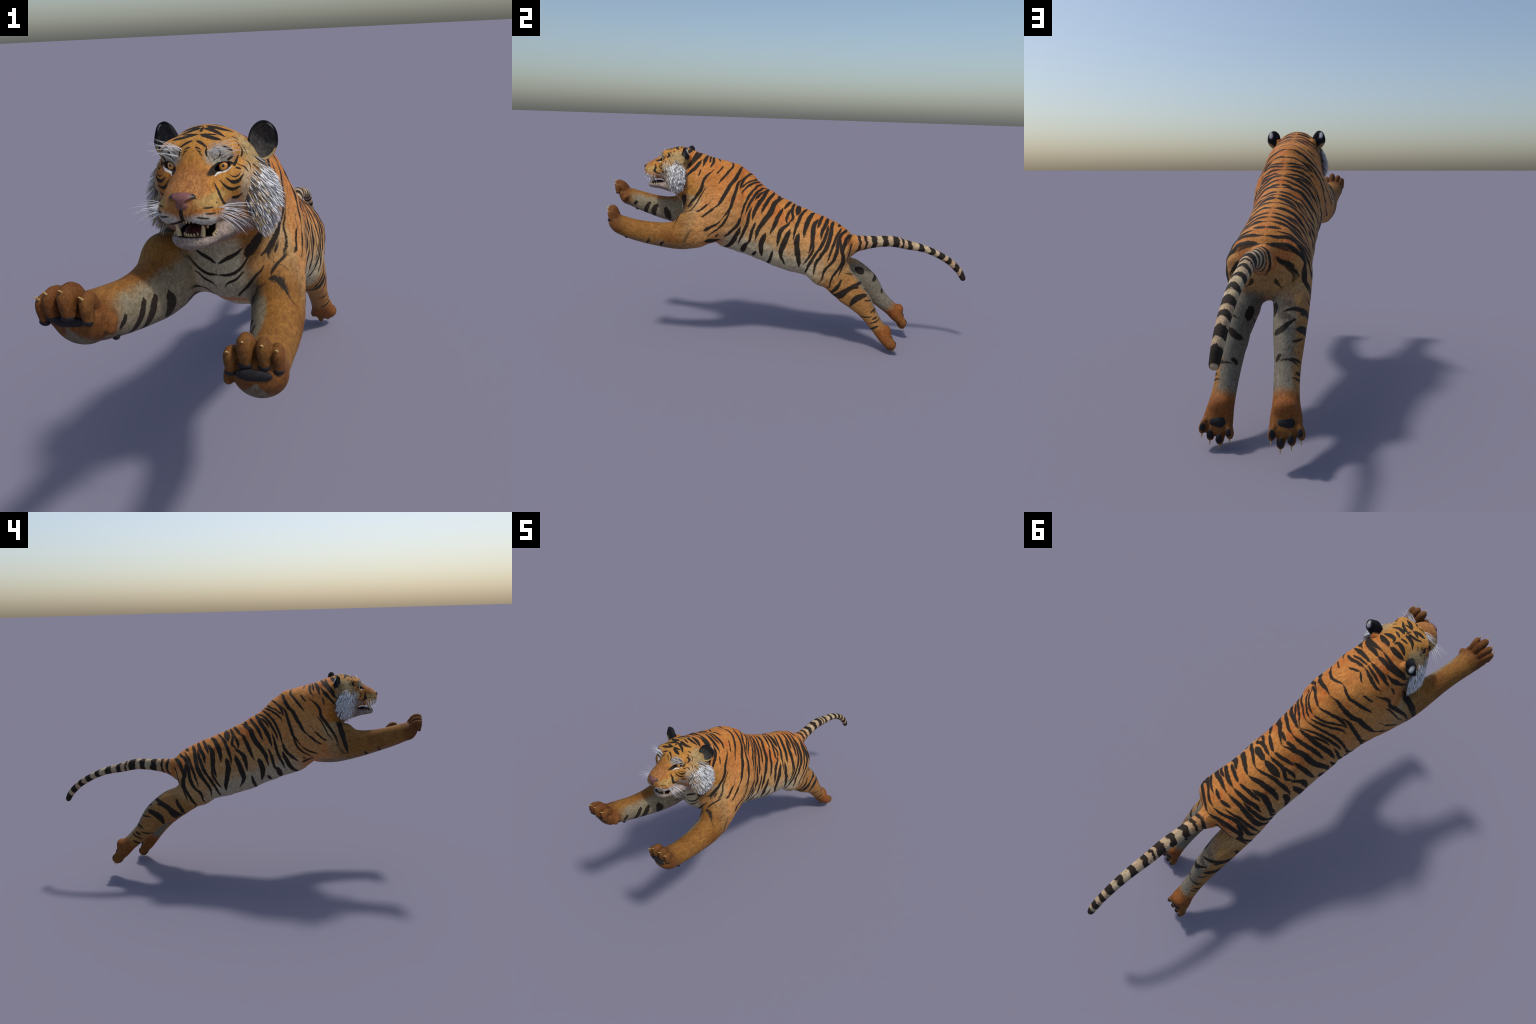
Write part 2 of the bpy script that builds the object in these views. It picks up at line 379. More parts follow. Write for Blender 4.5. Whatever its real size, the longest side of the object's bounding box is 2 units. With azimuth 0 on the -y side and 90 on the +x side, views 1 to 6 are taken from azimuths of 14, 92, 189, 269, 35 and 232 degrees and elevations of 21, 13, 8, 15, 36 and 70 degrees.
STROKES_BODY = [
    stroke('u', 0.0061, (0.000, -0.276), (0.052, -0.288), (0.113, -0.305), (0.214, -0.311)),
    stroke('u', 0.0053, (0.000, -0.222), (0.084, -0.244), (0.168, -0.276), (0.255, -0.294)),
    stroke('u', 0.0054, (0.000, -0.206), (0.107, -0.228), (0.205, -0.248), (0.329, -0.258), (0.428, -0.258), (0.516, -0.256)),
    stroke('u', 0.0085, (0.480, -0.257), (0.585, -0.262), (0.677, -0.287), (0.740, -0.307)),
    stroke('u', 0.0063, (0.000, -0.171), (0.101, -0.204), (0.223, -0.227), (0.342, -0.238), (0.450, -0.239)),
    stroke('u', 0.0056, (0.000, -0.162), (0.080, -0.174), (0.153, -0.199), (0.265, -0.216)),
    stroke('u', 0.0097, (0.000, -0.167), (0.177, -0.180), (0.261, -0.190), (0.358, -0.198), (0.491, -0.197)),
    stroke('u', 0.0073, (0.332, -0.220), (0.435, -0.220), (0.547, -0.215), (0.644, -0.218), (0.712, -0.223), (0.783, -0.225)),
    stroke('u', 0.0087, (0.000, -0.130), (0.078, -0.136), (0.173, -0.149), (0.257, -0.156), (0.381, -0.163)),
    stroke('u', 0.0069, (0.000, -0.094), (0.103, -0.104)),
    stroke('u', 0.0128, (0.000, -0.071), (0.079, -0.091), (0.185, -0.113), (0.245, -0.115), (0.352, -0.121), (0.442, -0.135), (0.561, -0.149), (0.687, -0.146)),
    stroke('u', 0.0067, (0.481, -0.174), (0.589, -0.178), (0.701, -0.175), (0.769, -0.180)),
    stroke('u', 0.0123, (0.721, -0.185), (0.777, -0.189), (0.882, -0.192)),
    stroke('u', 0.0077, (0.000, -0.030), (0.214, -0.055)),
    stroke('u', 0.0095, (0.183, -0.062), (0.340, -0.074), (0.466, -0.077), (0.570, -0.082)),
    stroke('u', 0.0079, (0.000, -0.007), (0.177, -0.011), (0.286, 0.004), (0.368, -0.010)),
    stroke('u', 0.0062, (0.152, -0.019), (0.251, -0.025), (0.332, -0.026), (0.381, -0.015)),
    stroke('u', 0.0102, (0.345, -0.003), (0.469, -0.033), (0.559, -0.035), (0.662, -0.027)),
    stroke('u', 0.0137, (0.000, 0.021), (0.088, 0.020), (0.222, 0.020)),
    stroke('u', 0.0080, (0.000, 0.069), (0.145, 0.046), (0.351, 0.036), (0.473, 0.037), (0.547, 0.043)),
    stroke('u', 0.0134, (0.559, -0.107), (0.661, -0.110), (0.723, -0.105), (0.816, -0.085)),
    stroke('u', 0.0072, (0.775, -0.124), (0.865, -0.133)),
    stroke('u', 0.0074, (0.710, -0.040), (0.789, -0.038), (0.933, -0.039)),
    stroke('u', 0.0128, (0.427, 0.008), (0.550, 0.004), (0.645, 0.002), (0.718, 0.006), (0.813, 0.047)),
    stroke('u', 0.0141, (0.432, 0.060), (0.560, 0.065), (0.652, 0.089), (0.783, 0.122)),
    stroke('u', 0.0116, (0.000, 0.112), (0.135, 0.093), (0.372, 0.084), (0.476, 0.091)),
    stroke('u', 0.0116, (0.129, 0.137), (0.275, 0.124), (0.406, 0.132), (0.509, 0.143), (0.623, 0.143)),
    stroke('u', 0.0053, (0.485, 0.152), (0.552, 0.158), (0.658, 0.151), (0.744, 0.139)),
    stroke('u', 0.0074, (0.000, 0.159), (0.110, 0.153), (0.302, 0.145)),
    stroke('u', 0.0096, (0.000, 0.190), (0.198, 0.183), (0.312, 0.174), (0.430, 0.178)),
    stroke('u', 0.0079, (0.176, 0.199), (0.376, 0.199), (0.502, 0.193), (0.600, 0.180), (0.676, 0.178)),
    stroke('u', 0.0057, (0.576, 0.175), (0.700, 0.168), (0.842, 0.164)),
    stroke('u', 0.0103, (0.000, 0.225), (0.181, 0.218), (0.374, 0.223), (0.495, 0.221), (0.592, 0.209), (0.692, 0.197), (0.792, 0.209)),
    stroke('u', 0.0072, (0.000, 0.265), (0.142, 0.254)),
    stroke('u', 0.0067, (0.107, 0.275), (0.281, 0.258), (0.412, 0.253), (0.510, 0.250), (0.638, 0.251)),
    stroke('u', 0.0089, (0.000, 0.309), (0.141, 0.298), (0.256, 0.277), (0.388, 0.273), (0.511, 0.280), (0.610, 0.277), (0.703, 0.254), (0.784, 0.258), (0.833, 0.248)),
    stroke('u', 0.0096, (0.000, 0.344), (0.204, 0.322), (0.254, 0.315), (0.380, 0.310), (0.462, 0.306), (0.541, 0.322), (0.625, 0.328), (0.708, 0.314), (0.765, 0.305), (0.829, 0.313), (0.857, 0.290)),
    stroke('u', 0.0036, (0.492, 0.325), (0.602, 0.340), (0.678, 0.336), (0.733, 0.336)),
    stroke('u', 0.0043, (0.212, 0.357), (0.453, 0.352), (0.583, 0.348)),
    stroke('u', 0.0060, (0.000, -0.591), (0.131, -0.581), (0.183, -0.596), (0.242, -0.612)),
    stroke('u', 0.0075, (0.000, -0.567), (0.119, -0.571)),
    stroke('u', 0.0063, (0.124, -0.547), (0.181, -0.559), (0.227, -0.577), (0.294, -0.603)),
    stroke('u', 0.0071, (0.000, -0.532), (0.111, -0.530), (0.169, -0.530)),
    stroke('u', 0.0045, (0.000, -0.515), (0.119, -0.505)),
    stroke('u', 0.0064, (0.000, -0.500), (0.109, -0.488), (0.156, -0.491)),
    stroke('u', 0.0074, (0.153, -0.470), (0.234, -0.496), (0.276, -0.502), (0.331, -0.498), (0.423, -0.511), (0.554, -0.531), (0.649, -0.537)),
    stroke('u', 0.0028, (0.315, -0.478), (0.375, -0.487), (0.554, -0.505), (0.604, -0.517)),
    stroke('u', 0.0045, (0.000, -0.476), (0.056, -0.458)),
    stroke('v', 0.0064, (0.171, -0.450), (0.112, -0.429)),
    stroke('u', 0.0059, (0.000, -0.398), (0.071, -0.384), (0.120, -0.394), (0.250, -0.422)),
    stroke('u', 0.0092, (0.000, -0.335), (0.037, -0.341), (0.088, -0.342), (0.162, -0.348), (0.231, -0.365), (0.261, -0.367), (0.352, -0.376), (0.449, -0.388), (0.495, -0.403)),
    stroke('v', 0.0048, (0.579, -0.486), (0.545, -0.464), (0.475, -0.438), (0.402, -0.424)),
    stroke('u', 0.0072, (0.120, -0.317), (0.192, -0.327), (0.275, -0.325), (0.361, -0.324), (0.442, -0.324), (0.563, -0.344)),
    stroke('u', 0.0112, (0.574, -0.241), (0.686, -0.249), (0.786, -0.261), (0.923, -0.296)),
    stroke('u', 0.0050, (0.000, -0.590), (0.066, -0.589), (0.104, -0.590), (0.202, -0.605)),
    stroke('u', 0.0062, (0.000, -0.570), (0.055, -0.568), (0.119, -0.576), (0.219, -0.598)),
    stroke('u', 0.0074, (0.026, -0.537), (0.048, -0.532), (0.137, -0.531), (0.143, -0.529)),
    stroke('u', 0.0057, (0.098, -0.547), (0.158, -0.559), (0.303, -0.597)),
    stroke('u', 0.0050, (0.003, -0.566), (0.023, -0.572), (0.092, -0.570)),
    stroke('u', 0.0045, (0.015, -0.589), (0.065, -0.584), (0.165, -0.589)),
    stroke('v', 0.0073, (0.596, -0.452), (0.551, -0.427), (0.495, -0.403), (0.449, -0.388)),
    stroke('v', 0.0044, (0.577, -0.484), (0.545, -0.464), (0.475, -0.438)),
    stroke('v', 0.0055, (0.681, -0.419), (0.624, -0.369), (0.578, -0.349), (0.524, -0.337)),
    stroke('u', 0.0051, (0.440, -0.321), (0.545, -0.325), (0.633, -0.342), (0.690, -0.371), (0.740, -0.391)),
    stroke('v', 0.0082, (0.760, -0.398), (0.766, -0.352), (0.759, -0.322)),
    stroke('u', 0.0124, (0.357, -0.586), (0.485, -0.577), (0.725, -0.570)),
    stroke('u', 0.0041, (0.689, -0.339), (0.730, -0.348)),
    stroke('u', 0.0030, (0.182, -0.536), (0.219, -0.534), (0.249, -0.534)),
    stroke('u', 0.0051, (0.000, -0.240), (0.060, -0.251), (0.137, -0.283), (0.209, -0.308)),
    stroke('u', 0.0068, (0.317, 0.279), (0.508, 0.302)),
]
STROKES_FORE = [
    stroke('v', 0.0081, (0.486, 0.124), (0.414, 0.184), (0.362, 0.244)),
    stroke('u', 0.0078, (0.304, 0.478), (0.362, 0.441)),
    stroke('v', 0.0067, (0.357, 0.590), (0.306, 0.644)),
    stroke('u', 0.0099, (0.047, 0.825), (0.145, 0.844)),
    stroke('u', 0.0128, (0.019, 0.654), (0.124, 0.691), (0.239, 0.717)),
    stroke('u', 0.0148, (0.036, 0.559), (0.130, 0.596), (0.238, 0.600)),
    stroke('u', 0.0189, (0.068, 0.451), (0.134, 0.425), (0.216, 0.403)),
]
STROKES_HIND = [
    stroke('u', 0.0101, (0.525, 0.241), (0.601, 0.269), (0.665, 0.289), (0.736, 0.307)),
    stroke('u', 0.0127, (0.358, 0.378), (0.469, 0.348), (0.560, 0.344), (0.644, 0.365), (0.729, 0.369)),
    stroke('u', 0.0160, (0.308, 0.475), (0.443, 0.452), (0.560, 0.452), (0.688, 0.482)),
    stroke('u', 0.0049, (0.277, 0.620), (0.454, 0.621)),
    stroke('u', 0.0049, (0.439, 0.652), (0.598, 0.627), (0.732, 0.593)),
    stroke('u', 0.0049, (0.360, 0.681), (0.503, 0.676)),
    stroke('u', 0.0045, (0.332, 0.715), (0.472, 0.708), (0.605, 0.696)),
    stroke('u', 0.0061, (0.424, 0.753), (0.519, 0.749), (0.735, 0.750)),
    stroke('v', 0.0036, (0.471, 0.187), (0.407, 0.224), (0.356, 0.273)),
    stroke('v', 0.0189, (0.058, 0.282), (0.085, 0.340), (0.096, 0.379)),
    stroke('u', 0.0117, (0.194, 0.381), (0.299, 0.360), (0.996, 0.336)),
    stroke('u', 0.0126, (0.114, 0.479), (0.204, 0.478), (0.258, 0.456), (0.325, 0.416)),
    stroke('u', 0.0045, (0.278, 0.277), (0.410, 0.187), (0.509, 0.156), (0.579, 0.136)),
    stroke('u', 0.0044, (0.285, 0.272), (0.415, 0.220), (0.587, 0.139)),
    stroke('u', 0.0087, (0.117, 0.620), (0.172, 0.607), (0.208, 0.600)),
    stroke('u', 0.0037, (0.178, 0.626), (0.280, 0.626), (0.424, 0.646)),
    stroke('u', 0.0032, (0.345, 0.688), (0.482, 0.683)),
    stroke('u', 0.0032, (0.300, 0.712), (0.491, 0.712)),
    stroke('u', 0.0050, (0.292, 0.540), (0.427, 0.504)),
]
STROKES_HEAD = [
    stroke('v', 0.0063, (0.386, 0.004), (0.367, 0.025), (0.347, 0.053)),
    stroke('v', 0.0060, (0.480, 0.001), (0.474, 0.009), (0.449, 0.033), (0.399, 0.058)),
    stroke('v', 0.0063, (0.518, 0.001), (0.512, 0.013), (0.512, 0.042), (0.551, 0.062)),
    stroke('v', 0.0066, (0.630, 0.001), (0.624, 0.012), (0.633, 0.040), (0.661, 0.062)),
    stroke('u', 0.0028, (0.432, 0.001), (0.507, 0.000)),
    stroke('v', 0.0028, (0.449, 0.004), (0.484, 0.011), (0.481, 0.027)),
    stroke('v', 0.0036, (0.581, 0.001), (0.575, 0.006), (0.561, 0.036)),
    stroke('v', 0.0078, (0.703, 0.001), (0.697, 0.016), (0.699, 0.024), (0.699, 0.049), (0.701, 0.070)),
    stroke('v', 0.0059, (0.644, 0.001), (0.628, 0.013)),
    stroke('v', 0.0042, (0.401, 0.000), (0.405, 0.026), (0.413, 0.039)),
    stroke('v', 0.0039, (0.501, 0.008), (0.497, 0.022)),
]
STROKES_FACE = [
    stroke('u', 0.0017, (0.028, 0.264), (0.045, 0.241), (0.071, 0.234)),
    stroke('v', 0.0015, (0.072, 0.212), (0.055, 0.236)),
    stroke('u', 0.0047, (0.015, 0.310), (0.067, 0.292), (0.118, 0.261)),
    stroke('v', 0.0028, (0.109, 0.205), (0.102, 0.233), (0.113, 0.264)),
    stroke('v', 0.0078, (0.361, 0.174), (0.398, 0.214), (0.367, 0.252)),
    stroke('u', 0.0039, (0.438, 0.316), (0.493, 0.282)),
    stroke('u', 0.0033, (0.388, 0.281), (0.430, 0.248)),
    stroke('u', 0.0046, (0.115, 0.111), (0.146, 0.142), (0.196, 0.177)),
    stroke('u', 0.0028, (0.238, 0.169), (0.289, 0.154)),
    stroke('u', 0.0047, (0.273, 0.143), (0.305, 0.161), (0.333, 0.188)),
    stroke('v', 0.0024, (0.146, 0.185), (0.196, 0.208), (0.202, 0.229), (0.166, 0.256)),
    stroke('u', 0.0032, (0.221, 0.246), (0.260, 0.226), (0.286, 0.210)),
    stroke('u', 0.0028, (0.243, 0.180), (0.289, 0.191)),
    stroke('v', 0.0047, (0.313, 0.110), (0.293, 0.131)),
    stroke('u', 0.0041, (0.208, 0.083), (0.242, 0.054), (0.280, 0.053), (0.326, 0.082)),
    stroke('u', 0.0039, (0.164, 0.075), (0.201, 0.033), (0.246, 0.009), (0.301, 0.020)),
    stroke('v', 0.0027, (0.366, 0.082), (0.354, 0.118), (0.309, 0.150)),
    stroke('u', 0.0044, (0.243, -0.047), (0.291, -0.049), (0.318, -0.024)),
    stroke('v', 0.0028, (0.212, -0.104), (0.163, -0.024), (0.151, 0.014), (0.131, 0.073)),
    stroke('u', 0.0012, (0.073, -0.020), (0.116, -0.025)),
    stroke('u', 0.0012, (0.081, -0.041), (0.125, -0.046)),
    stroke('u', 0.0012, (0.049, -0.050), (0.099, -0.060)),
    stroke('u', 0.0012, (0.126, -0.016), (0.134, -0.018)),
    stroke('u', 0.0019, (0.016, 0.261), (0.050, 0.256), (0.070, 0.243)),
    stroke('v', 0.0021, (0.445, 0.171), (0.461, 0.217), (0.464, 0.256)),
    stroke('v', 0.0019, (0.400, 0.086), (0.416, 0.129), (0.394, 0.164)),
    stroke('u', 0.0017, (0.234, 0.098), (0.258, 0.080), (0.285, 0.080), (0.314, 0.098)),
    stroke('u', 0.0023, (0.343, 0.231), (0.410, 0.265), (0.430, 0.299)),
]
STROKES_WHITE = [
    stroke('u', 0.0032, (0.135, 0.098), (0.175, 0.119), (0.230, 0.127), (0.272, 0.141)),
]
STROKES_CHEST = [
    stroke('u', 0.0042, (0.002, 0.765), (0.021, 0.775), (0.046, 0.788), (0.062, 0.802)),
    stroke('u', 0.0033, (0.001, 0.734), (0.024, 0.735), (0.043, 0.742), (0.058, 0.757), (0.071, 0.779), (0.095, 0.809)),
    stroke('u', 0.0027, (0.009, 0.698), (0.017, 0.709), (0.041, 0.722), (0.059, 0.739)),
    stroke('v', 0.0033, (0.031, 0.654), (0.061, 0.695), (0.082, 0.724), (0.101, 0.748)),
    stroke('v', 0.0039, (0.096, 0.770), (0.108, 0.784), (0.115, 0.800)),
    stroke('v', 0.0043, (0.123, 0.736), (0.129, 0.748), (0.146, 0.762), (0.155, 0.776), (0.158, 0.794)),
    stroke('v', 0.0067, (0.073, 0.658), (0.091, 0.688), (0.097, 0.708), (0.111, 0.720)),
    stroke('v', 0.0025, (0.124, 0.772), (0.127, 0.785), (0.131, 0.802)),
    stroke('v', 0.0027, (0.034, 0.555), (0.014, 0.610)),
]
STROKES_REAR = [
    stroke('v', 0.0106, (0.102, 0.499), (0.111, 0.524), (0.098, 0.545), (0.074, 0.573), (0.051, 0.598)),
    stroke('v', 0.0079, (0.067, 0.480), (0.049, 0.493), (0.042, 0.517)),
    stroke('v', 0.0079, (0.144, 0.536), (0.138, 0.551), (0.135, 0.580)),
    stroke('u', 0.0067, (0.011, 0.637), (0.051, 0.630), (0.090, 0.616), (0.128, 0.593), (0.144, 0.571)),
]


# ---------------------------------------------------------------- node expressions
class V:
    """A value in a node tree; arithmetic on it adds Math nodes."""
    tree = None

    def __init__(self, sock):
        self.s = sock

    @staticmethod
    def node(kind, **props):
        n = V.tree.nodes.new(kind)
        for k, v in props.items():
            setattr(n, k, v)
        return n

    @staticmethod
    def put(sock, val):
        if isinstance(val, V):
            V.tree.links.new(val.s, sock)
        else:
            sock.default_value = val

    @staticmethod
    def math(op, *args, clamp=False):
        n = V.node("ShaderNodeMath", operation=op, use_clamp=clamp)
        for i, a in enumerate(args):
            V.put(n.inputs[i], a)
        return V(n.outputs[0])

    def __add__(self, o): return V.math("ADD", self, o)
    __radd__ = __add__
    def __sub__(self, o): return V.math("SUBTRACT", self, o)
    def __rsub__(self, o): return V.math("SUBTRACT", o, self)
    def __mul__(self, o): return V.math("MULTIPLY", self, o)
    __rmul__ = __mul__
    def __truediv__(self, o): return V.math("DIVIDE", self, o)
    def __neg__(self): return V.math("MULTIPLY", self, -1.0)
    def max(self, o): return V.math("MAXIMUM", self, o)
    def min(self, o): return V.math("MINIMUM", self, o)
    def abs(self): return V.math("ABSOLUTE", self)
    def clamp(self): return V.math("ADD", self, 0.0, clamp=True)

    def ramp(self, lo, hi):
        """0 below lo, 1 above hi, smooth between (lo may exceed hi)."""
        n = V.node("ShaderNodeMapRange", interpolation_type="SMOOTHSTEP")
        V.put(n.inputs[0], self)
        flip = lo > hi
        n.inputs[1].default_value, n.inputs[2].default_value = (hi, lo) if flip else (lo, hi)
        n.inputs[3].default_value, n.inputs[4].default_value = (1, 0) if flip else (0, 1)
        return V(n.outputs[0])


def new_material(name):
    m = bpy.data.materials.new(name)
    m.use_nodes = True
    V.tree = m.node_tree
    return m, m.node_tree.nodes["Principled BSDF"]


def coords(kind="Object"):
    n = V.node("ShaderNodeTexCoord")
    return V(n.outputs[kind])


def split(vec):
    n = V.node("ShaderNodeSeparateXYZ")
    V.put(n.inputs[0], vec)
    return [V(o) for o in n.outputs]


def combine(x, y, z):
    n = V.node("ShaderNodeCombineXYZ")
    for i, a in enumerate((x, y, z)):
        V.put(n.inputs[i], a)
    return V(n.outputs[0])


def noise(vec, scale, detail=2.0, rough=0.5, distort=0.0):
    n = V.node("ShaderNodeTexNoise")
    V.put(n.inputs["Vector"], vec)
    n.inputs["Scale"].default_value, n.inputs["Detail"].default_value = scale, detail
    n.inputs["Roughness"].default_value, n.inputs["Distortion"].default_value = rough, distort
    return V(n.outputs[0])


def mix(fac, a, b, blend="MIX"):
    n = V.node("ShaderNodeMix", data_type="RGBA", blend_type=blend)
    V.put(n.inputs[0], fac)
    for i, c in ((6, a), (7, b)):
        V.put(n.inputs[i], c if isinstance(c, V) else (*c, 1.0))
    return V(n.outputs[2])


def curve(x, points, straight=False):
    n = V.node("ShaderNodeFloatCurve")
    c = n.mapping.curves[0]
    n.mapping.use_clip = False
    c.points[0].location, c.points[1].location = points[0], points[-1]
    for p in points[1:-1]:
        c.points.new(*p)
    if straight:
        for p in c.points:
            p.handle_type = "VECTOR"
    n.mapping.update()
    V.put(n.inputs[1], x)
    return V(n.outputs[0])


def paint(strokes, u, v, ulim, vlim, per_u=1.0, per_v=1.0):
    """Depth in metres inside the nearest stroke (positive = inside); per_u, per_v: coordinate units per metre."""
    du, dv = ulim[1] - ulim[0], vlim[1] - vlim[0]
    nu, nv = (u - ulim[0]) * (1 / du), (v - vlim[0]) * (1 / dv)
    best = None
    for run, width, line in strokes:
        if run == "u":
            along, across, span = nu, nv, dv
            pts = [((a - ulim[0]) / du, (b - vlim[0]) / dv) for a, b in line]
            per = per_v
            w = width * per / dv
        else:
            along, across, span = nv, nu, du
            pts = [((b - vlim[0]) / dv, (a - ulim[0]) / du) for a, b in line]
            per = per_u
            w = width * per / du
        lo, hi = pts[0][0], pts[-1][0]
        L = hi - lo
        first, last = pts[0], pts[-1]
        mid = curve(along, [(max(lo - 0.05, -0.2), first[1]), *pts, (min(hi + 0.05, 1.2), last[1])])
        wid = curve(along, [(lo - 0.06, -0.08), (lo, 0.0), (lo + 0.14 * L, w * 0.78), (lo + 0.40 * L, w * 1.06), (lo + 0.62 * L, w * 1.06), (hi - 0.16 * L, w * 0.74), (hi, 0.0), (hi + 0.06, -0.08)], True)
        d = (wid - (across - mid).abs()) * (span / per)
        best = d if best is None else best.max(d)
    return best


BLACK = (0.014, 0.010, 0.007)


def limb_frame(px, py, pz, a, b, s):
    """Angle round a limb (0.5 outside, 0 and 1 inside) and way down it (0 root, 1 tip)."""
    a, d = np.array(a), np.array(b) - np.array(a)
    L = np.linalg.norm(d)
    t = d / L
    o = np.array([s, 0, 0.0])
    o = unit(o - t * o.dot(t))
    w = np.cross(t, o) * s
    dot = lambda ax: px * float(ax[0]) + py * float(ax[1]) + pz * float(ax[2]) - float(ax @ a)
    return V.math("ARCTAN2", dot(w), dot(o)) * (1 / math.tau) + 0.5, dot(t) * (1 / L)


def fur_material():
    m, bsdf = new_material("tiger_fur")
    pos = coords()
    x, y, z = split(pos)
    ax = (x + 0.002).abs()

    # ragged hair edges: shift the place where the coat is looked up
    grain = noise(combine(x * 1.0, y * 0.55, z * 0.8), 260, 2, 0.6)
    wob = noise(pos, 28, 3, 0.6)
    wob2 = noise(combine(y, z, x), 34, 3, 0.6)
    jag = (grain - 0.5) * 0.0075
    wy = (wob - 0.5) * 0.009 + jag

    # trunk: angle round the spine line (0 back, 1 belly) and way along it
    up = y * 0.301 + (z - 0.654) * 0.954
    along = y * 0.954 - (z - 0.654) * 0.301
    phi = V.math("ARCTAN2", ax, up) * (1 / math.pi) + (wob2 - 0.5) * 0.03
    body_d = paint(STROKES_BODY, phi, along + wy, (0, 1), (-0.65, 0.40), 2.1, 1.0) + 0.0010

    # limbs
    left = x.ramp(-0.001, 0.001)
    def two(fa, fb):
        ua, ta = limb_frame(x, y, z, *fa)
        ub, tb = limb_frame(x, y, z, *fb)
        return ub + (ua - ub) * left, tb + (ta - tb) * left
    fu, ft = two(((.110, -.44, .675), (.163, -.90, .690), 1), ((-.110, -.47, .735), (-.157, -.93, .790), -1))
    hu, ht = two(((.080, .22, .55), (.107, .60, .03), 1), ((-.085, .25, .57), (-.137, .70, .08), -1))
    fu, hu = fu + (wob2 - 0.5) * 0.05, hu + (wob2 - 0.5) * 0.05
    on_fore = (y.ramp(-0.44, -0.50) * (ax.ramp(0.045, 0.075)) * (z + y * 0.9).ramp(0.40, 0.30))
    on_hind = ht.ramp(0.16, 0.24) * y.ramp(0.10, 0.16) * z.ramp(0.50, 0.44)
    fore_d = paint(STROKES_FORE, fu, ft + wy * 2.0, (0, 1), (-0.35, 1.05), 2.8, 2.17)
    hind_d = paint(STROKES_HIND, hu, ht + wy * 1.3, (0, 1), (0, 1), 3.2, 1.54)

    # chest front
    on_chest = (1.0 - on_fore * y.ramp(-0.56, -0.60)) * y.ramp(-0.640, -0.625) * y.ramp(-0.485, -0.51) * z.ramp(0.835, 0.815) * ax.ramp(0.175, 0.155)
    chest_d = paint(STROKES_CHEST, ax + wy * 0.5, z + wy * 0.5, (0, 0.2), (0.62, 0.84)) + 0.0012

    # head: elevation round the middle of the skull, and distance from the middle plane
    near_head = z.ramp(0.83, 0.85) * y.ramp(-0.83, -0.81) * ax.ramp(0.155, 0.145)
    on_head = (y + (z - 0.98) * 0.42).ramp(-0.535, -0.570) * near_head
    head_tint = (y + (z - 0.98) * 0.42 + (wob - 0.5) * 0.02).ramp(-0.490, -0.545) * near_head
    on_crown = (y + (z - 0.98) * 0.42).ramp(-0.475, -0.485) * z.ramp(0.99, 1.01) * near_head
    th = V.math("ARCTAN2", z - 0.96, -(y + 0.60)) * (1 / math.pi) + jag * 0.9
    hx = ax + (wob - 0.5) * 0.003 + jag * 0.25
    head_d = paint(STROKES_HEAD, th, hx, (-0.2, 0.8), (0, 0.12), 3.2, 1.0)
    # face: bearing and elevation seen from the middle of the skull
    ahead = -(y + 0.60)
    bearing = V.math("ARCTAN2", ax, ahead) * (1 / math.pi) + jag * 0.7
    elevation = V.math("ARCTAN2", z - 0.965, V.math("SQRT", ax * ax + ahead * ahead)) * (1 / math.pi) + (wob - 0.5) * 0.006
    head_d = head_d.max(paint(STROKES_FACE, bearing, elevation, (0, 0.7), (-0.3, 0.5), 2.7, 2.7))
    white_d = paint(STROKES_WHITE, bearing, elevation, (0, 0.7), (-0.3, 0.5), 2.7, 2.7)

    def blob(cx, cy, cz, rx, ry, rz, soft=0.35):
        q = V.math("SQRT", V.math("POWER", (ax - cx) * (1 / rx), 2.0) + V.math("POWER", (y - cy) * (1 / ry), 2.0) + V.math("POWER", (z - cz) * (1 / rz), 2.0))
        return (q + (wob - 0.5) * 0.5 + (grain - 0.5) * 0.4).ramp(1 + soft, 1 - soft)

    # ---- base colours
    broad = noise(pos, 7, 3, 0.55)
    fine = noise(combine(x * 1.2, y * 0.5, z * 0.9), 420, 2, 0.6)
    col = mix(phi.ramp(0.50, 0.12), (0.450, 0.215, 0.068), (0.485, 0.190, 0.042))
    col = mix(broad.ramp(0.42, 0.68) * 0.50, col, (0.45, 0.135, 0.024))
    rust = noise(combine(x, y, z * 0.7), 11, 2, 0.5).ramp(0.52, 0.66) * phi.ramp(0.50, 0.25)
    col = mix(rust * 0.55, col, (0.46, 0.098, 0.015))
    cream = (0.405, 0.345, 0.225)
    # belly and flank
    belly = (phi + (wob - 0.5) * 0.22 + (grain - 0.5) * 0.10).ramp(0.60, 0.76) * along.ramp(-0.36, -0.24) * along.ramp(0.30, 0.16)
    buff = (phi + (wob - 0.5) * 0.20).ramp(0.40, 0.62) * 0.5
    col = mix(buff * along.ramp(-0.36, -0.24), col, (0.40, 0.25, 0.10))
    col = mix(belly, col, cream)
    # chest and throat
    chest = (ax * 1.0 + (0.70 - z).max(0.0) * 0.25 + (wob - 0.5) * 0.05).ramp(0.160, 0.115) * y.ramp(-0.45, -0.51) * z.ramp(0.86, 0.82)
    under = z.ramp(0.60, 0.57) * y.ramp(-0.28, -0.34) * ax.ramp(0.09, 0.05)
    chest = chest * (1.0 - on_fore * fu.ramp(0.36, 0.42) * fu.ramp(0.88, 0.80))
    col = mix(chest.max(under), col, cream)
    neck_side = (phi + (wob - 0.5) * 0.1).ramp(0.36, 0.50) * along.ramp(-0.46, -0.50) * (1.0 - chest)
    col = mix(neck_side * 0.7, col, (0.36, 0.25, 0.115))
    # legs
    brown = mix(broad.ramp(0.35, 0.7), (0.245, 0.108, 0.021), (0.175, 0.066, 0.011))
    col = mix(on_fore * ft.ramp(-0.05, 0.35), col, brown)
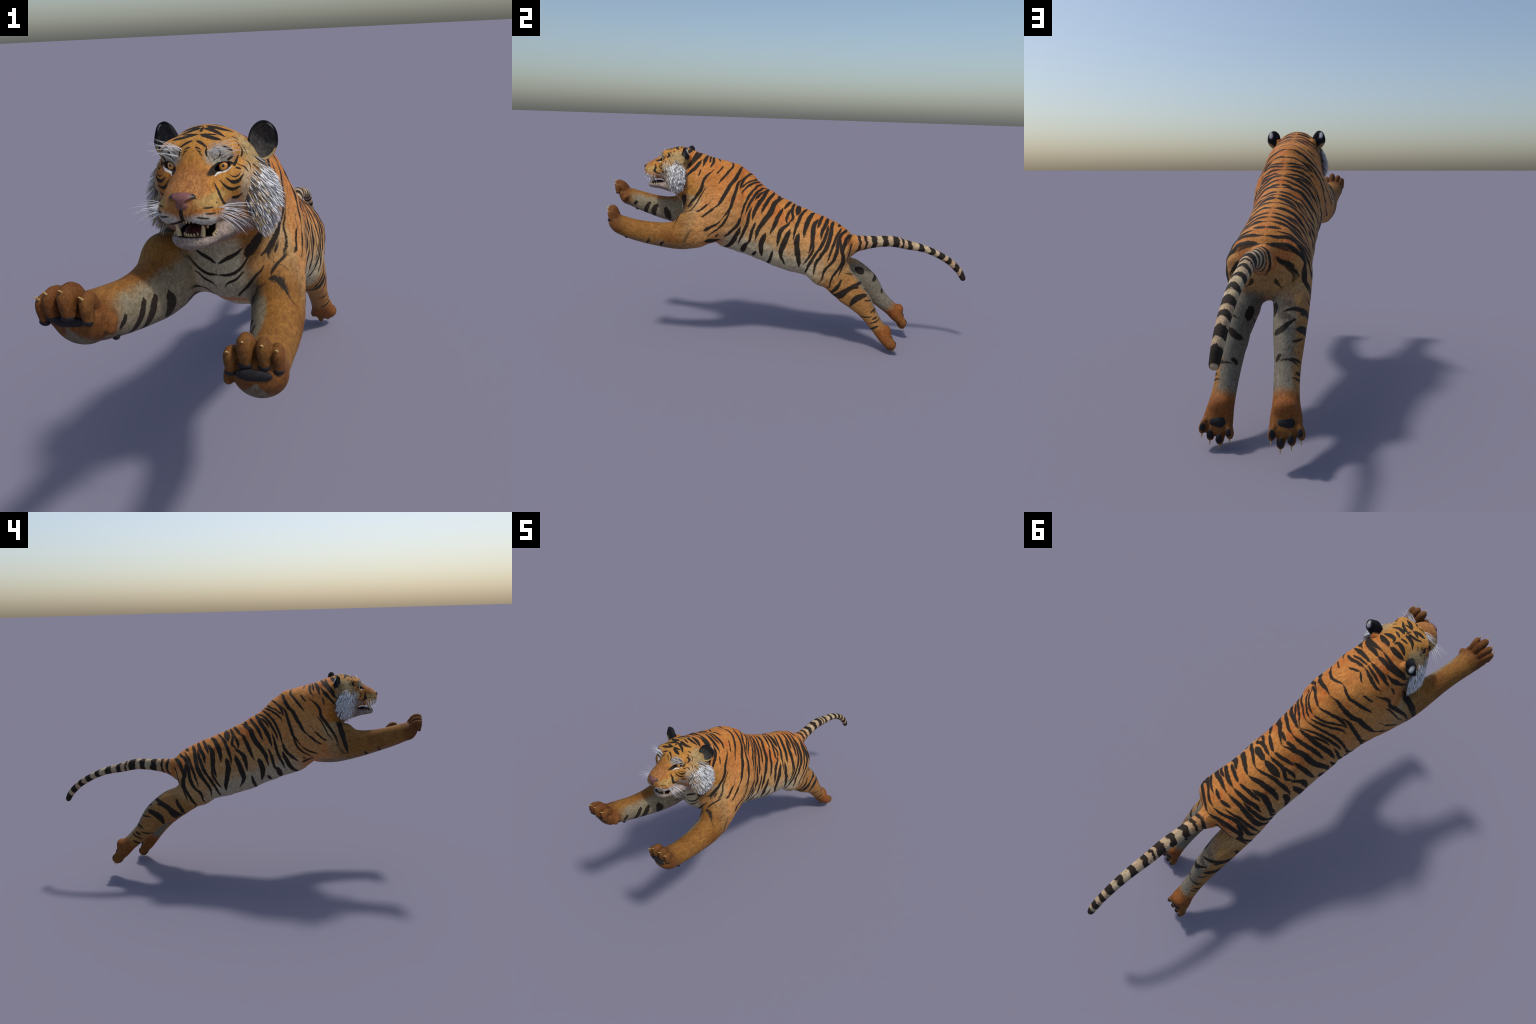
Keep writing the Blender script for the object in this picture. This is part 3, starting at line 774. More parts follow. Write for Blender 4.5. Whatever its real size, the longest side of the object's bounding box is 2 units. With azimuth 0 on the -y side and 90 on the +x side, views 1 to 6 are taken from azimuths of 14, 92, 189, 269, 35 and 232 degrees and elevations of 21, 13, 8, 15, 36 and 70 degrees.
    inner_f = (fu + (wob - 0.5) * 0.16 + (grain - 0.5) * 0.12).ramp(0.38, 0.22).max((fu + (wob - 0.5) * 0.16 + (grain - 0.5) * 0.12).ramp(0.84, 0.98))
    col = mix(on_fore * inner_f * ft.ramp(0.0, 0.25) * ft.ramp(0.97, 0.80), col, (0.215, 0.180, 0.115))
    heel_f = (fu + (wob - 0.5) * 0.10).ramp(0.36, 0.30) * (fu + (wob - 0.5) * 0.10).ramp(0.10, 0.16)
    heel = on_fore * heel_f * ft.ramp(0.84, 0.92)
    col = mix(on_hind, col, (0.32, 0.150, 0.042))
    inner_h = (hu + (wob - 0.5) * 0.12 + (grain - 0.5) * 0.10).ramp(0.37, 0.27).max((hu + (wob - 0.5) * 0.12).ramp(0.84, 0.92))
    col = mix(on_hind * inner_h * ht.ramp(0.82, 0.74), col, (0.180, 0.158, 0.115))
    col = mix(on_hind * (ht + (wob - 0.5) * 0.05).ramp(0.74, 0.82), col, (0.215, 0.070, 0.014))  # hind paw browns here and below: lit red-orange deepened to paint in shadow
    col = mix(on_hind * (ht + (wob - 0.5) * 0.05).ramp(0.86, 0.94), col, (0.185, 0.070, 0.015))
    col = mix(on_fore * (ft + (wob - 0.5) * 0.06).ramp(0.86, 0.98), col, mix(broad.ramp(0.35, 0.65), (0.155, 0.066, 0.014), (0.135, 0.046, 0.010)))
    col = mix(heel * 0.8, col, (0.155, 0.135, 0.095))
    # head
    hb = mix(broad.ramp(0.35, 0.7), (0.42, 0.190, 0.038), (0.39, 0.135, 0.020))
    hb = mix(blob(0.0, -0.75, 0.985, 0.045, 0.085, 0.055), hb, mix(fine.ramp(0.35, 0.65) * y.ramp(-0.69, -0.75), (0.27, 0.098, 0.022), (0.36, 0.165, 0.055)))
    hb = mix(blob(0.094, -0.570, 1.020, 0.038, 0.060, 0.062), hb, (0.35, 0.24, 0.105))
    hb = mix(blob(0.060, -0.735, 0.962, 0.045, 0.050, 0.014), hb, (0.36, 0.22, 0.07))
    hb = mix(blob(0.050, -0.665, 1.034, 0.026, 0.040, 0.020) * 0.92, hb, (0.36, 0.335, 0.265))
    hb = mix(blob(0.098, -0.640, 0.965, 0.014, 0.036, 0.042) * 0.8, hb, (0.40, 0.32, 0.21))
    hb = mix(blob(0.072, -0.670, 0.925, 0.030, 0.030, 0.022) * 0.8, hb, (0.30, 0.27, 0.23))
    hb = mix(blob(0.030, -0.750, 0.925, 0.038, 0.040, 0.020), hb, (0.42, 0.39, 0.33))
    hb = mix(z.ramp(0.902, 0.893) * y.ramp(-0.60, -0.64), hb, mix(fine.ramp(0.3, 0.7), (0.20, 0.155, 0.13), (0.34, 0.28, 0.24)))
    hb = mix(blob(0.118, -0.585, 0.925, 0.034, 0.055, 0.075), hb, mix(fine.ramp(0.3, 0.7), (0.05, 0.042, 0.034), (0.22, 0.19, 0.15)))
    hb = mix(white_d.ramp(-0.0010, 0.0012), hb, (0.62, 0.59, 0.54))
    col = mix(head_tint, col, hb)
    # tail
    on_tail = y.ramp(0.365, 0.395) * z.ramp(0.38, 0.40) * (z + (y - 0.37) * 0.9).ramp(0.50, 0.54)
    tail_col = mix(y.ramp(0.49, 0.40), mix(broad.ramp(0.3, 0.7), (0.44, 0.35, 0.21), (0.43, 0.29, 0.17)), (0.42, 0.20, 0.075))
    col = mix(on_tail, col, tail_col)

    # ---- black
    dark = body_d.ramp(-0.0024, 0.0022) * (1.0 - on_head) * (1.0 - on_tail) * (1.0 - on_hind * ht.ramp(0.36, 0.42))
    dark = dark.max(fore_d.ramp(-0.0022, 0.0022) * y.ramp(-0.36, -0.40) * z.ramp(0.85, 0.80) * ax.ramp(0.05, 0.07) * (0.55 + 0.45 * ft.ramp(0.10, -0.05)).max(fu.ramp(0.37, 0.33)))
    rear_d = paint(STROKES_REAR, ax + wy * 0.5, z + wy * 0.5, (0, 0.2), (0.42, 0.70))
    dark = dark.max(rear_d.ramp(-0.003, 0.003) * y.ramp(0.318, 0.335) * z.ramp(0.46, 0.49) * (1.0 - on_tail) * 0.9)
    dark = dark.max(hind_d.ramp(-0.003, 0.003) * on_hind)
    dark = dark.max(chest_d.ramp(-0.0015, 0.0015) * on_chest)
    eye = V.math("SQRT", V.math("POWER", (ax - 0.0525) * (1 / 0.0180), 2.0) + V.math("POWER", (z - 1.0115 - (ax - 0.0525) * 0.22) * (1 / 0.0105), 2.0)) + (wob - 0.5) * 0.2
    face = head_d.ramp(-0.0009, 0.0009).max(eye.ramp(1.12, 0.92) * y.ramp(-0.640, -0.650))
    face = face * (1.0 - white_d.ramp(-0.0004, 0.0010))
    lips = (ax.ramp(0.0050, 0.0030) * z.ramp(0.921, 0.924) * z.ramp(0.958, 0.954) * y.ramp(-0.74, -0.75))
    face = face.max(lips)
    inner_lip = z.ramp(0.8865, 0.8895) * z.ramp(0.9030, 0.9000) * y.ramp(-0.695, -0.705) * ax.ramp(0.066, 0.060)
    face = face.max(inner_lip)
    dark = dark.max(face * on_head.max(on_crown))
    ring_at = y - (z - 0.57).min(0.0) * 0.55 + (wob - 0.5) * 0.020 + (wob2 - 0.5) * 0.020 + jag * 1.6
    hang = (ax * -0.35)
    ring_at = ring_at + hang
    rings = None
    for c, w in TAIL_RINGS:
        d = w - (ring_at - c).abs()
        rings = d if rings is None else rings.max(d)
    dark = dark.max(rings.ramp(-0.002, 0.002) * on_tail)

    hair = noise(combine(x * 1.2, y * 0.45, z * 0.7), 700, 2, 0.65)
    streak = noise(combine(x * 1.3, y * 0.5, z * 0.75), 110, 4, 0.65, 0.8)
    col = mix((hair * 0.45 + streak * 0.55).ramp(0.34, 0.66), mix(1.0, col, (0.60, 0.56, 0.50), "MULTIPLY"), mix(1.0, col, (1.32, 1.36, 1.44), "MULTIPLY"))
    black = mix(fine.ramp(0.4, 0.75) * 0.6, BLACK, (0.050, 0.030, 0.014))
    col = mix(dark, col, black)
    V.put(bsdf.inputs["Base Color"], col)
    bsdf.inputs["Roughness"].default_value = 0.78
    bsdf.inputs["Specular IOR Level"].default_value = 0.22
    b = V.node("ShaderNodeBump")
    b.inputs["Strength"].default_value, b.inputs["Distance"].default_value = 0.25, 0.002
    V.put(b.inputs["Height"], hair)
    V.tree.links.new(b.outputs[0], bsdf.inputs["Normal"])
    return m


TAIL_RINGS = [(0.388, 0.009), (0.424, 0.006), (0.470, 0.016), (0.531, 0.015), (0.590, 0.018), (0.628, 0.006), (0.667, 0.013), (0.730, 0.016), (0.795, 0.016), (0.862, 0.020), (0.922, 0.015), (0.984, 0.019), (1.050, 0.024)]


def plain(name, colour, rough, second=None, scale=60, spec=0.4, coat=0.0):
    m, bsdf = new_material(name)
    c = mix(noise(coords(), scale, 3, 0.6).ramp(0.35, 0.68), colour, second or tuple(v * 0.8 for v in colour))
    V.put(bsdf.inputs["Base Color"], c)
    bsdf.inputs["Roughness"].default_value, bsdf.inputs["Specular IOR Level"].default_value = rough, spec
    bsdf.inputs["Coat Weight"].default_value = coat
    return m


def nose_material():
    m, bsdf = new_material("nose_leather")
    pos = coords()
    x, y, z = split(pos)
    w = noise(pos, 160, 3, 0.6)
    side = (x.abs() + (0.985 - z) * 0.35 + (w - 0.5) * 0.006).ramp(0.0175, 0.0235).max(z.ramp(0.9530, 0.9500))
    side = side.max(x.abs().ramp(0.0016, 0.0006) * 0.7 * z.ramp(0.968, 0.962))
    col = mix(w.ramp(0.4, 0.7), (0.185, 0.072, 0.060), (0.125, 0.046, 0.042))
    V.put(bsdf.inputs["Base Color"], mix(side, col, (0.012, 0.010, 0.010)))
    bsdf.inputs["Roughness"].default_value = 0.5
    b = V.node("ShaderNodeBump")
    b.inputs["Strength"].default_value, b.inputs["Distance"].default_value = 0.3, 0.001
    V.put(b.inputs["Height"], noise(pos, 420, 2, 0.6))
    V.tree.links.new(b.outputs[0], bsdf.inputs["Normal"])
    return m


EYE_GAZE = unit((0.26, 1.0, 0.16))


def eye_material():
    m, bsdf = new_material("amber_eye")
    pos = coords()
    x, y, z = split(pos)
    gx = V(V.node("ShaderNodeAttribute", attribute_type="OBJECT", attribute_name='["gaze_x"]').outputs["Fac"])
    look = x * gx + y * -EYE_GAZE[1] + z * EYE_GAZE[2]
    far = V.math("SQRT", x * x + y * y + z * z)
    r = V.math("ARCCOSINE", (look / far).min(1.0))
    rad = noise(combine(x, y * 0.2, z), 500, 2, 0.6)
    iris = mix((r + (rad - 0.5) * 0.2).ramp(0.25, 0.58), (0.74, 0.31, 0.030), (0.42, 0.14, 0.010))
    col = mix(r.ramp(0.215, 0.175), iris, (0.004, 0.004, 0.004))
    col = mix(r.ramp(0.56, 0.64), col, (0.015, 0.010, 0.008))
    V.put(bsdf.inputs["Base Color"], col)
    bsdf.inputs["Roughness"].default_value = 0.08
    bsdf.inputs["Coat Weight"].default_value = 0.6
    return m


def ear_back_material():
    m, bsdf = new_material("ear_back_fur")
    pos = coords()
    x, y, z = split(pos)
    ax = x.abs()
    w = noise(pos, 120, 3, 0.65)
    white = V.math("SQRT", V.math("POWER", (ax - 0.122) * (1 / 0.009), 2.0) + V.math("POWER", (z - 1.060) * (1 / 0.014), 2.0)) + (w - 0.5) * 0.6
    col = mix(white.ramp(1.4, 0.5), (0.014, 0.014, 0.017), (0.58, 0.57, 0.56))
    base = (z + (ax - 0.11) * -0.5 + (w - 0.5) * 0.02).ramp(1.018, 1.002)
    col = mix(base, col, (0.40, 0.27, 0.12))
    V.put(bsdf.inputs["Base Color"], col)
    bsdf.inputs["Roughness"].default_value = 0.9
    bsdf.inputs["Specular IOR Level"].default_value = 0.1
    return m


def ear_inside_material():
    m, bsdf = new_material("ear_inside_fur")
    pos = coords()
    x, y, z = split(pos)
    w = noise(combine(x * 1.0, y, z * 0.3), 300, 3, 0.65)
    V.put(bsdf.inputs["Base Color"], mix(w.ramp(0.4, 0.75), (0.016, 0.014, 0.013), (0.075, 0.068, 0.060)))
    bsdf.inputs["Roughness"].default_value = 0.85
    return m


def ruff_material():
    m, bsdf = new_material("ruff_hair")
    pos = coords()
    x, y, z = split(pos)
    r = V(V.node("ShaderNodeNewGeometry").outputs["Random Per Island"])
    front = (y + (z - 0.93) * 0.10 + (r - 0.5) * 0.040).ramp(-0.610, -0.640)
    top = (z + (r - 0.5) * 0.035).ramp(0.985, 1.010)
    col = mix(r, (0.70, 0.70, 0.70), (0.88, 0.88, 0.88))
    col = mix(V.math("FRACT", r * 29.7).ramp(0.86, 0.92), col, (0.20, 0.19, 0.18))
    tan = mix(r.ramp(0.3, 0.7), (0.40, 0.27, 0.12), (0.025, 0.018, 0.013))
    col = mix(front * 0.92, col, mix(V.math("FRACT", r * 7.3).ramp(0.55, 0.75), tan, (0.60, 0.55, 0.48)))
    col = mix(top, col, mix(V.math("FRACT", r * 13.1).ramp(0.5, 0.7), (0.46, 0.32, 0.15), (0.07, 0.05, 0.03)))
    V.put(bsdf.inputs["Base Color"], col)
    bsdf.inputs["Roughness"].default_value = 0.65
    return m


FUR = fur_material()
NOSE = nose_material()
EYE = eye_material()
EAR_BACK = ear_back_material()
EAR_INSIDE = ear_inside_material()
RUFF = ruff_material()
MOUTH_SKIN = plain("mouth_skin", (0.030, 0.012, 0.012), 0.5, (0.012, 0.006, 0.006), 90)
TOOTH = plain("tooth_ivory", (0.60, 0.47, 0.25), 0.35, (0.50, 0.36, 0.17), 120)
TONGUE = plain("tongue_flesh", (0.12, 0.030, 0.028), 0.5, (0.06, 0.015, 0.016), 150)
CLAW = plain("claw_horn", (0.58, 0.40, 0.16), 0.35, (0.40, 0.24, 0.08), 200)
PAD = plain("pad_leather", (0.016, 0.015, 0.018), 0.75, (0.009, 0.008, 0.009), 120, 0.25)
WHISKER = plain("whisker_hair", (0.80, 0.80, 0.82), 0.4, (0.68, 0.68, 0.70), 80)


# ---------------------------------------------------------------- cutting the skin into named parts
def group_value(shapes, p):
    return np.min([s(p[:, 0], p[:, 1], p[:, 2]) for s in shapes], 0)


centre = verts[quads].mean(1)
normals = vertex_normals(verts, quads)
cx, cy, cz = centre.T
NAMES = ["torso", "neck", "head", "tail", "forelimb+", "forelimb-", "hindlimb+", "hindlimb-", "paw+", "paw-", "foot+", "foot-", "mouth_lining"]
part = np.zeros(len(quads), int)
part[(cy - 0.45 * (cz - 0.80)) < -0.47] = 1                                   # neck, in front of the shoulders
part[(cy + 0.42 * (cz - 0.98)) < -0.555] = 2                                  # head, in front of the nape
low_front = cz < 0.80 - 0.9 * np.clip(cy + 0.60, 0, .2)
for s, i in ((+1, 4), (-1, 5)):
    st = FORE[s]["limb"]
    d_limb = st(cx, cy, cz)
    d_trunk = np.minimum(TRUNK(cx, cy, cz), NECK(cx, cy, cz))
    mine = (cx * s > 0) & (cy < -0.36) & (cz < 0.86) & (d_limb + 0.004 < d_trunk) & ((cy < -0.50) | (d_limb < 0.02))
    part[mine] = i
    part[(cx * s > 0.06) & (cy < (-0.872 if s > 0 else -0.905))] = i + 4
for s, i in ((+1, 6), (-1, 7)):
    axis = 0.75 * (cy - 0.27) - 0.66 * (cz - 0.46)
    part[(cx * s > 0) & (axis > (0.0 if s > 0 else 0.03)) & (cz < 0.47) & (cy > 0.12)] = i
    part[(cx * s > 0) & (cy > 0.5) & (cz < (0.115 if s > 0 else 0.170))] = i + 4
part[(cy > 0.375) & (cz > 0.5) | (cy > 0.76)] = 3
gap = np.min([sh(cx, cy, cz) for sh, _ in MOUTH], 0)
part[(part == 2) & (gap < 0.0012) & (np.abs(cx) < 0.060) & (cy < -0.66)] = 12

tiger = bpy.data.objects.new("leaping_tiger", None)
tiger.empty_display_size = 0.2
tiger["label"] = "orange tiger with black stripes leaping, forepaws stretched out"
tiger["category"] = "tiger"
bpy.context.scene.collection.objects.link(tiger)


def add_object(name, mesh, parent, material, kind=None):
    ob = bpy.data.objects.new(name, mesh)
    bpy.context.scene.collection.objects.link(ob)
    ob.parent = parent
    if material is not None and not mesh.materials:
        mesh.materials.append(material)
    if kind:
        ob["kind"] = kind
    return ob


def mesh_from(name, v, faces, normals=None, smooth=True):
    me = bpy.data.meshes.new(name)
    v = np.asarray(v, np.float32)
    if isinstance(faces, np.ndarray):
        n, k = faces.shape
        me.vertices.add(len(v))
        me.vertices.foreach_set("co", v.ravel())
        me.loops.add(n * k)
        me.loops.foreach_set("vertex_index", faces.astype(np.int32).ravel())
        me.polygons.add(n)
        me.polygons.foreach_set("loop_start", np.arange(0, n * k, k, dtype=np.int32))
        me.update(calc_edges=True)
    else:
        me.from_pydata([tuple(map(float, p)) for p in v], [], faces)
    if smooth:
        me.shade_smooth()
    if normals is not None:
        me.normals_split_custom_set_from_vertices(normals.tolist())
    return me


def tube(points, radii, sides=8, flat=1.0, up=(0, 0, 1)):
    """Tapered round rod along a curved line, closed at both ends."""
    p = np.asarray(points, float)
    v, f = [], []
    for i in range(len(p)):
        t = unit(p[min(i + 1, len(p) - 1)] - p[max(i - 1, 0)])
        s = np.cross(t, up)
        s = unit(s) if np.linalg.norm(s) > 1e-3 else unit(np.cross(t, (1, 0, 0)))
        n = np.cross(s, t)
        for k in range(sides):
            a = math.tau * k / sides
            v.append(p[i] + radii[i] * (math.cos(a) * s + flat * math.sin(a) * n))
    for i in range(len(p) - 1):
        for k in range(sides):
            a, b = i * sides + k, i * sides + (k + 1) % sides
            f.append((a, b, b + sides, a + sides))
    f.append(tuple(range(sides))[::-1])
    f.append(tuple((len(p) - 1) * sides + k for k in range(sides)))
    return v, f


def joined(pieces):
    v, f = [], []
    for pv, pf in pieces:
        o = len(v)
        v.extend(pv)
        f.extend(tuple(i + o for i in q) for q in pf)
    return v, f


skin_parts = {}
for i, label in enumerate(NAMES):
    q = quads[part == i]
    used, inv = np.unique(q, return_inverse=True)
    skin_parts[label] = mesh_from(label.rstrip("+-"), verts[used], inv.reshape(q.shape), normals[used])

obj = {}
for label, parent in (("torso", None), ("neck", None), ("head", None), ("tail", None), ("forelimb+", None), ("forelimb-", None), ("hindlimb+", None), ("hindlimb-", None)):
    obj[label] = add_object(label.rstrip("+-"), skin_parts[label], tiger, FUR)
for label, parent, name in (("paw+", "forelimb+", "forepaw"), ("paw-", "forelimb-", "forepaw"), ("foot+", "hindlimb+", "hindpaw"), ("foot-", "hindlimb-", "hindpaw")):
    obj[label] = add_object(name, skin_parts[label], obj[parent], FUR)
obj["mouth"] = add_object("mouth_lining", skin_parts["mouth_lining"], obj["head"], MOUTH_SKIN)

# ---------------------------------------------------------------- nose
nose_vol = Volume((-0.04, -0.80, 0.93), (0.04, -0.73, 1.005), 0.0009)
nose_vol.add(Ellipsoid((0, -0.7640, 0.9720), (0.0290, 0.0170, 0.0128)), 0.0)
nose_vol.add(Ellipsoid((0, -0.7675, 0.9600), (0.0155, 0.0130, 0.0130)), 0.008)
nose_vol.cut(NOSTRIL, 0.004)
nose_vol.cut(Sweep([(0, -0.786, 0.972, 0.0012, 0.0012), (0, -0.783, 0.948, 0.0014, 0.0014)], per=4), 0.003)
nv, nq = nose_vol.skin()
nv = relax(nv, nq, 2, 0.4)
add_object("nose", mesh_from("nose", nv, nq), obj["head"], NOSE)

# ---------------------------------------------------------------- eyes
for s in (+1, -1):
    v, f = [], []
    rings, sides = 18, 28
    look = np.array((EYE_GAZE[0] * s, -EYE_GAZE[1], EYE_GAZE[2]))
    ax = unit(np.cross(look, (0, 0, 1)))
    ay = np.cross(ax, look)
    for i in range(rings + 1):
        a = math.pi * i / rings
        bulge = 1.0 + 0.05 * math.exp(-(a / 0.45) ** 2)
        for k in range(sides):
            b = math.tau * k / sides
            v.append(EYE_R * bulge * (math.cos(a) * look + math.sin(a) * (math.cos(b) * ax + math.sin(b) * ay)))
    f = [(i * sides + k, (i + 1) * sides + k, (i + 1) * sides + (k + 1) % sides, i * sides + (k + 1) % sides) for i in range(rings) for k in range(sides)]
    eye = add_object("eye", mesh_from("eye", v, f), obj["head"], EYE)
    eye.location = EYE_AT * (s, 1, 1)
    eye["gaze_x"] = float(look[0])

# ---------------------------------------------------------------- ears
for s in (+1, -1):
    c = np.array((0.112 * s, -0.551, 1.040))
    n = unit((0.42 * s, -0.88, 0.12))
    up = unit(np.array((0.12 * s, 0.05, 1.0)) - n * np.dot((0.12 * s, 0.05, 1.0), n))
    side = np.cross(up, n) * s if s < 0 else np.cross(up, n)
    side = side * np.sign(side[0]) * s
    sides, rings = 40, 9
    front, back = [], []
    for i in range(rings + 1):
        u = i / rings
        for k in range(sides):
            b = math.tau * k / sides
            ca, sa = math.cos(b), math.sin(b)
            rx = 0.0335 * (1.0 if ca > 0 else 0.95)
            ry = 0.0430 if sa > 0 else 0.0400
            widen = 1 - 0.10 * max(0, -sa) * abs(ca)
            q = side * rx * ca * u * widen + up * ry * sa * u
            wob = 0.0012 * math.sin(5 * b + s) * u
            front.append(c + q - n * (0.021 * (1 - u ** 2.4) + wob))
            back.append(c + q * 1.03 - n * (0.0035 + 0.0245 * math.sqrt(max(0.0, 1 - u ** 3)) * (1.0 if sa < 0.3 else 1.0 - 0.35 * (sa - 0.3)) + wob))
    m = len(front)
    fs = [(i * sides + k, i * sides + (k + 1) % sides, (i + 1) * sides + (k + 1) % sides, (i + 1) * sides + k) for i in range(rings) for k in range(sides)]
    if s < 0:
        fs = [q[::-1] for q in fs]
    bs = [tuple(m + a for a in q[::-1]) for q in fs]
    e = rings * sides
    rim = [(e + k, e + (k + 1) % sides, m + e + (k + 1) % sides, m + e + k) for k in range(sides)]
    if s < 0:
        rim = [q[::-1] for q in rim]
    ear = add_object("ear", mesh_from("ear", front + back, fs + bs + rim), obj["head"], EAR_BACK)
    ear.data.materials.append(EAR_INSIDE)
    for p in ear.data.polygons:
        if max(p.vertices) < m and p.index < sides * (rings - 1):
            p.material_index = 1
    root = add_object("ear_base", mesh_from("ear_base", *tube([c - n * 0.030 - up * 0.045 - side * 0.020, c - n * 0.036 - up * 0.022 - side * 0.018, c - n * 0.034 + up * 0.004 - side * 0.016],
                                                           (0.020, 0.021, 0.012), 16)), obj["head"], FUR)

# ---------------------------------------------------------------- teeth and tongue
def tooth(base, tip, r, bend=(0, 0, 0), sides=10):
    base, tip, bend = np.array(base), np.array(tip), np.array(bend)
    pts, rad = [], []
    for t in np.linspace(0, 1, 8):
        pts.append(base + (tip - base) * t + bend * 4 * t * (1 - t))
        rad.append(r * (1 - t ** 1.7) ** 0.75 + 0.0003)
    return mesh_from("tooth", *tube(pts, rad, sides))


for s in (+1, -1):
    add_object("canine", tooth((0.0235 * s, -0.739, 0.884), (0.0270 * s, -0.744, 0.918), 0.0052, (0.001 * s, 0.003, 0)), obj["head"], TOOTH)     # lower
    add_object("canine", tooth((0.0330 * s, -0.732, 0.920), (0.0325 * s, -0.727, 0.900), 0.0040, (0, -0.002, 0)), obj["head"], TOOTH)           # upper
for i in range(6):
    x = (i - 2.5) * 0.0054
    arc = -0.748 + 0.9 * x * x / 0.02
    add_object("incisor", tooth((x, arc + 0.004, 0.886), (x, arc, 0.8960), 0.0026), obj["head"], TOOTH)
    add_object("incisor", tooth((x * 1.15, arc - 0.002, 0.926), (x * 1.15, arc - 0.003, 0.9165), 0.0026), obj["head"], TOOTH)
for s in (+1, -1):
    for j in range(3):
        y = -0.722 + 0.011 * j
        add_object("molar", tooth((0.040 * s, y + 0.004, 0.880), (0.040 * s, y + 0.004, 0.8905), 0.0042), obj["head"], TOOTH)
add_object("tongue", mesh_from("tongue", *tube([(0, -0.675, 0.888), (0, -0.700, 0.892), (0, -0.718, 0.891), (0, -0.731, 0.887), (0, -0.736, 0.885)], (0.018, 0.021, 0.020, 0.015, 0.006), 16, 0.38)), obj["head"], TONGUE)

# ---------------------------------------------------------------- claws and pads
def claw(base, tip, r, hook):
    base, tip = np.array(base), np.array(tip)
    pts = [base + (tip - base) * t + np.array(hook) * 4 * t * (1 - t) for t in np.linspace(0, 1, 7)]
    return mesh_from("claw", *tube(pts, [r * (1 - t) ** 0.7 + 0.0002 for t in np.linspace(0, 1, 7)], 8))


paw_faces = np.flatnonzero((cy < -0.80) & (np.abs(cx) > 0.07) | (cy > 0.5) & (cz < 0.25))
used, inv = np.unique(quads[paw_faces], return_inverse=True)
from mathutils.bvhtree import BVHTree
paw_tree = BVHTree.FromPolygons(verts[used].tolist(), inv.reshape(-1, 4).tolist())


def pad(centre_at, normal, long_axis, size, name, parent, sink=0.35):
    v, f = [], []
    n = unit(normal)
    hit = paw_tree.ray_cast(Vector(np.array(centre_at) + n * 0.03), Vector(-n))
    if hit[0] is not None:
        centre_at = np.array(hit[0]) - n * size[2] * sink
        n = unit(np.array(hit[1]) + 0.7 * n)
    a = unit(np.array(long_axis) - n * np.dot(long_axis, n))
    b = np.cross(n, a)
    rings, sides = 8, 28
    for i in range(rings + 1):
        t = math.pi * i / rings
        for k in range(sides):
            g = math.tau * k / sides
            ca, sa = math.cos(g), math.sin(g)
            pa = abs(ca) ** 0.85 * np.sign(ca)
            v.append(np.array(centre_at) + math.sin(t) * (a * pa * size[0] + b * sa * size[1] * (1 + 0.10 * math.cos(3 * g))) + n * math.cos(t) * size[2])
    f = [(i * sides + k, (i + 1) * sides + k, (i + 1) * sides + (k + 1) % sides, i * sides + (k + 1) % sides) for i in range(rings) for k in range(sides)]
    return add_object(name, mesh_from(name, v, f), parent, PAD)


for s, label in ((+1, "forelimb+"), (-1, "forelimb-")):
    for pts, r, deep, tip in TOES["forelimb"][s]:
        tip = np.array(tip)
        root = np.array(pts[2]) + np.array((0, -0.5, 0.75)) * r * 0.6
        add_object("claw", claw(root, tip + (0, -0.004, 0.004), 0.0030, (0, -0.001, 0.002)), obj[label], CLAW)
        end = np.array(pts[3])
        n = np.array((0, -0.86, -0.5))
        pad(end + n * r * deep * 0.62 + np.array((0, 0, -0.001)), n, (1, 0, 0), (r * 0.80, 0.0085, 0.0060), "toe_pad", obj[label], 0.70)
    c = np.array((0.161, -0.9145, 0.7110)) if s > 0 else np.array((-0.160, -0.9595, 0.8040))
    pad(c, (0, -0.80, -0.60), (1, 0, 0), (0.034, 0.0125, 0.0090), "palm_pad", obj[label], 0.72)
    c = np.array((0.186, -0.842, 0.604)) if s > 0 else np.array((-0.128, -0.862, 0.7075))
    pad(c, (0, -0.30, -0.95), (0, 1, 0), (0.009, 0.007, 0.0075), "wrist_pad", obj[label], 0.1)
for s, label in ((+1, "hindlimb+"), (-1, "hindlimb-")):
    for pts, r, deep, tip in TOES["hindlimb"][s]:
        tip = np.array(tip)
        add_object("claw", claw(tip + (0, -0.010, 0.016), tip, 0.0028, (0, 0.002, 0)), obj[label], CLAW)
        mid = (np.array(pts[2]) * 0.55 + np.array(pts[1]) * 0.45)
        pad(mid + np.array((0, r * deep * 0.93, 0.001)), (0, 1, 0.10), (0, 0, 1), (0.0150, r * 0.74, 0.0055), "toe_pad", obj[label], 0.6)
    c = np.array((0.104, 0.6035, 0.090)) if s > 0 else np.array((-0.136, 0.706, 0.149))
    pad(c, (0, 0.93, 0.36), (1, 0, 0), (0.0270, 0.0190, 0.0085), "palm_pad", obj[label], 0.7)


# ---------------------------------------------------------------- ruff, whiskers and brow hairs
near_head = np.flatnonzero((cy < -0.50) & (cz > 0.80))
used, inv = np.unique(quads[near_head], return_inverse=True)
skin_tree = BVHTree.FromPolygons(verts[used].tolist(), inv.reshape(-1, 4).tolist())


def on_skin(origin, direction):
    h = skin_tree.ray_cast(Vector(origin), Vector(unit(direction)))
    return None if h[0] is None else (np.array(h[0]), np.array(h[1]))


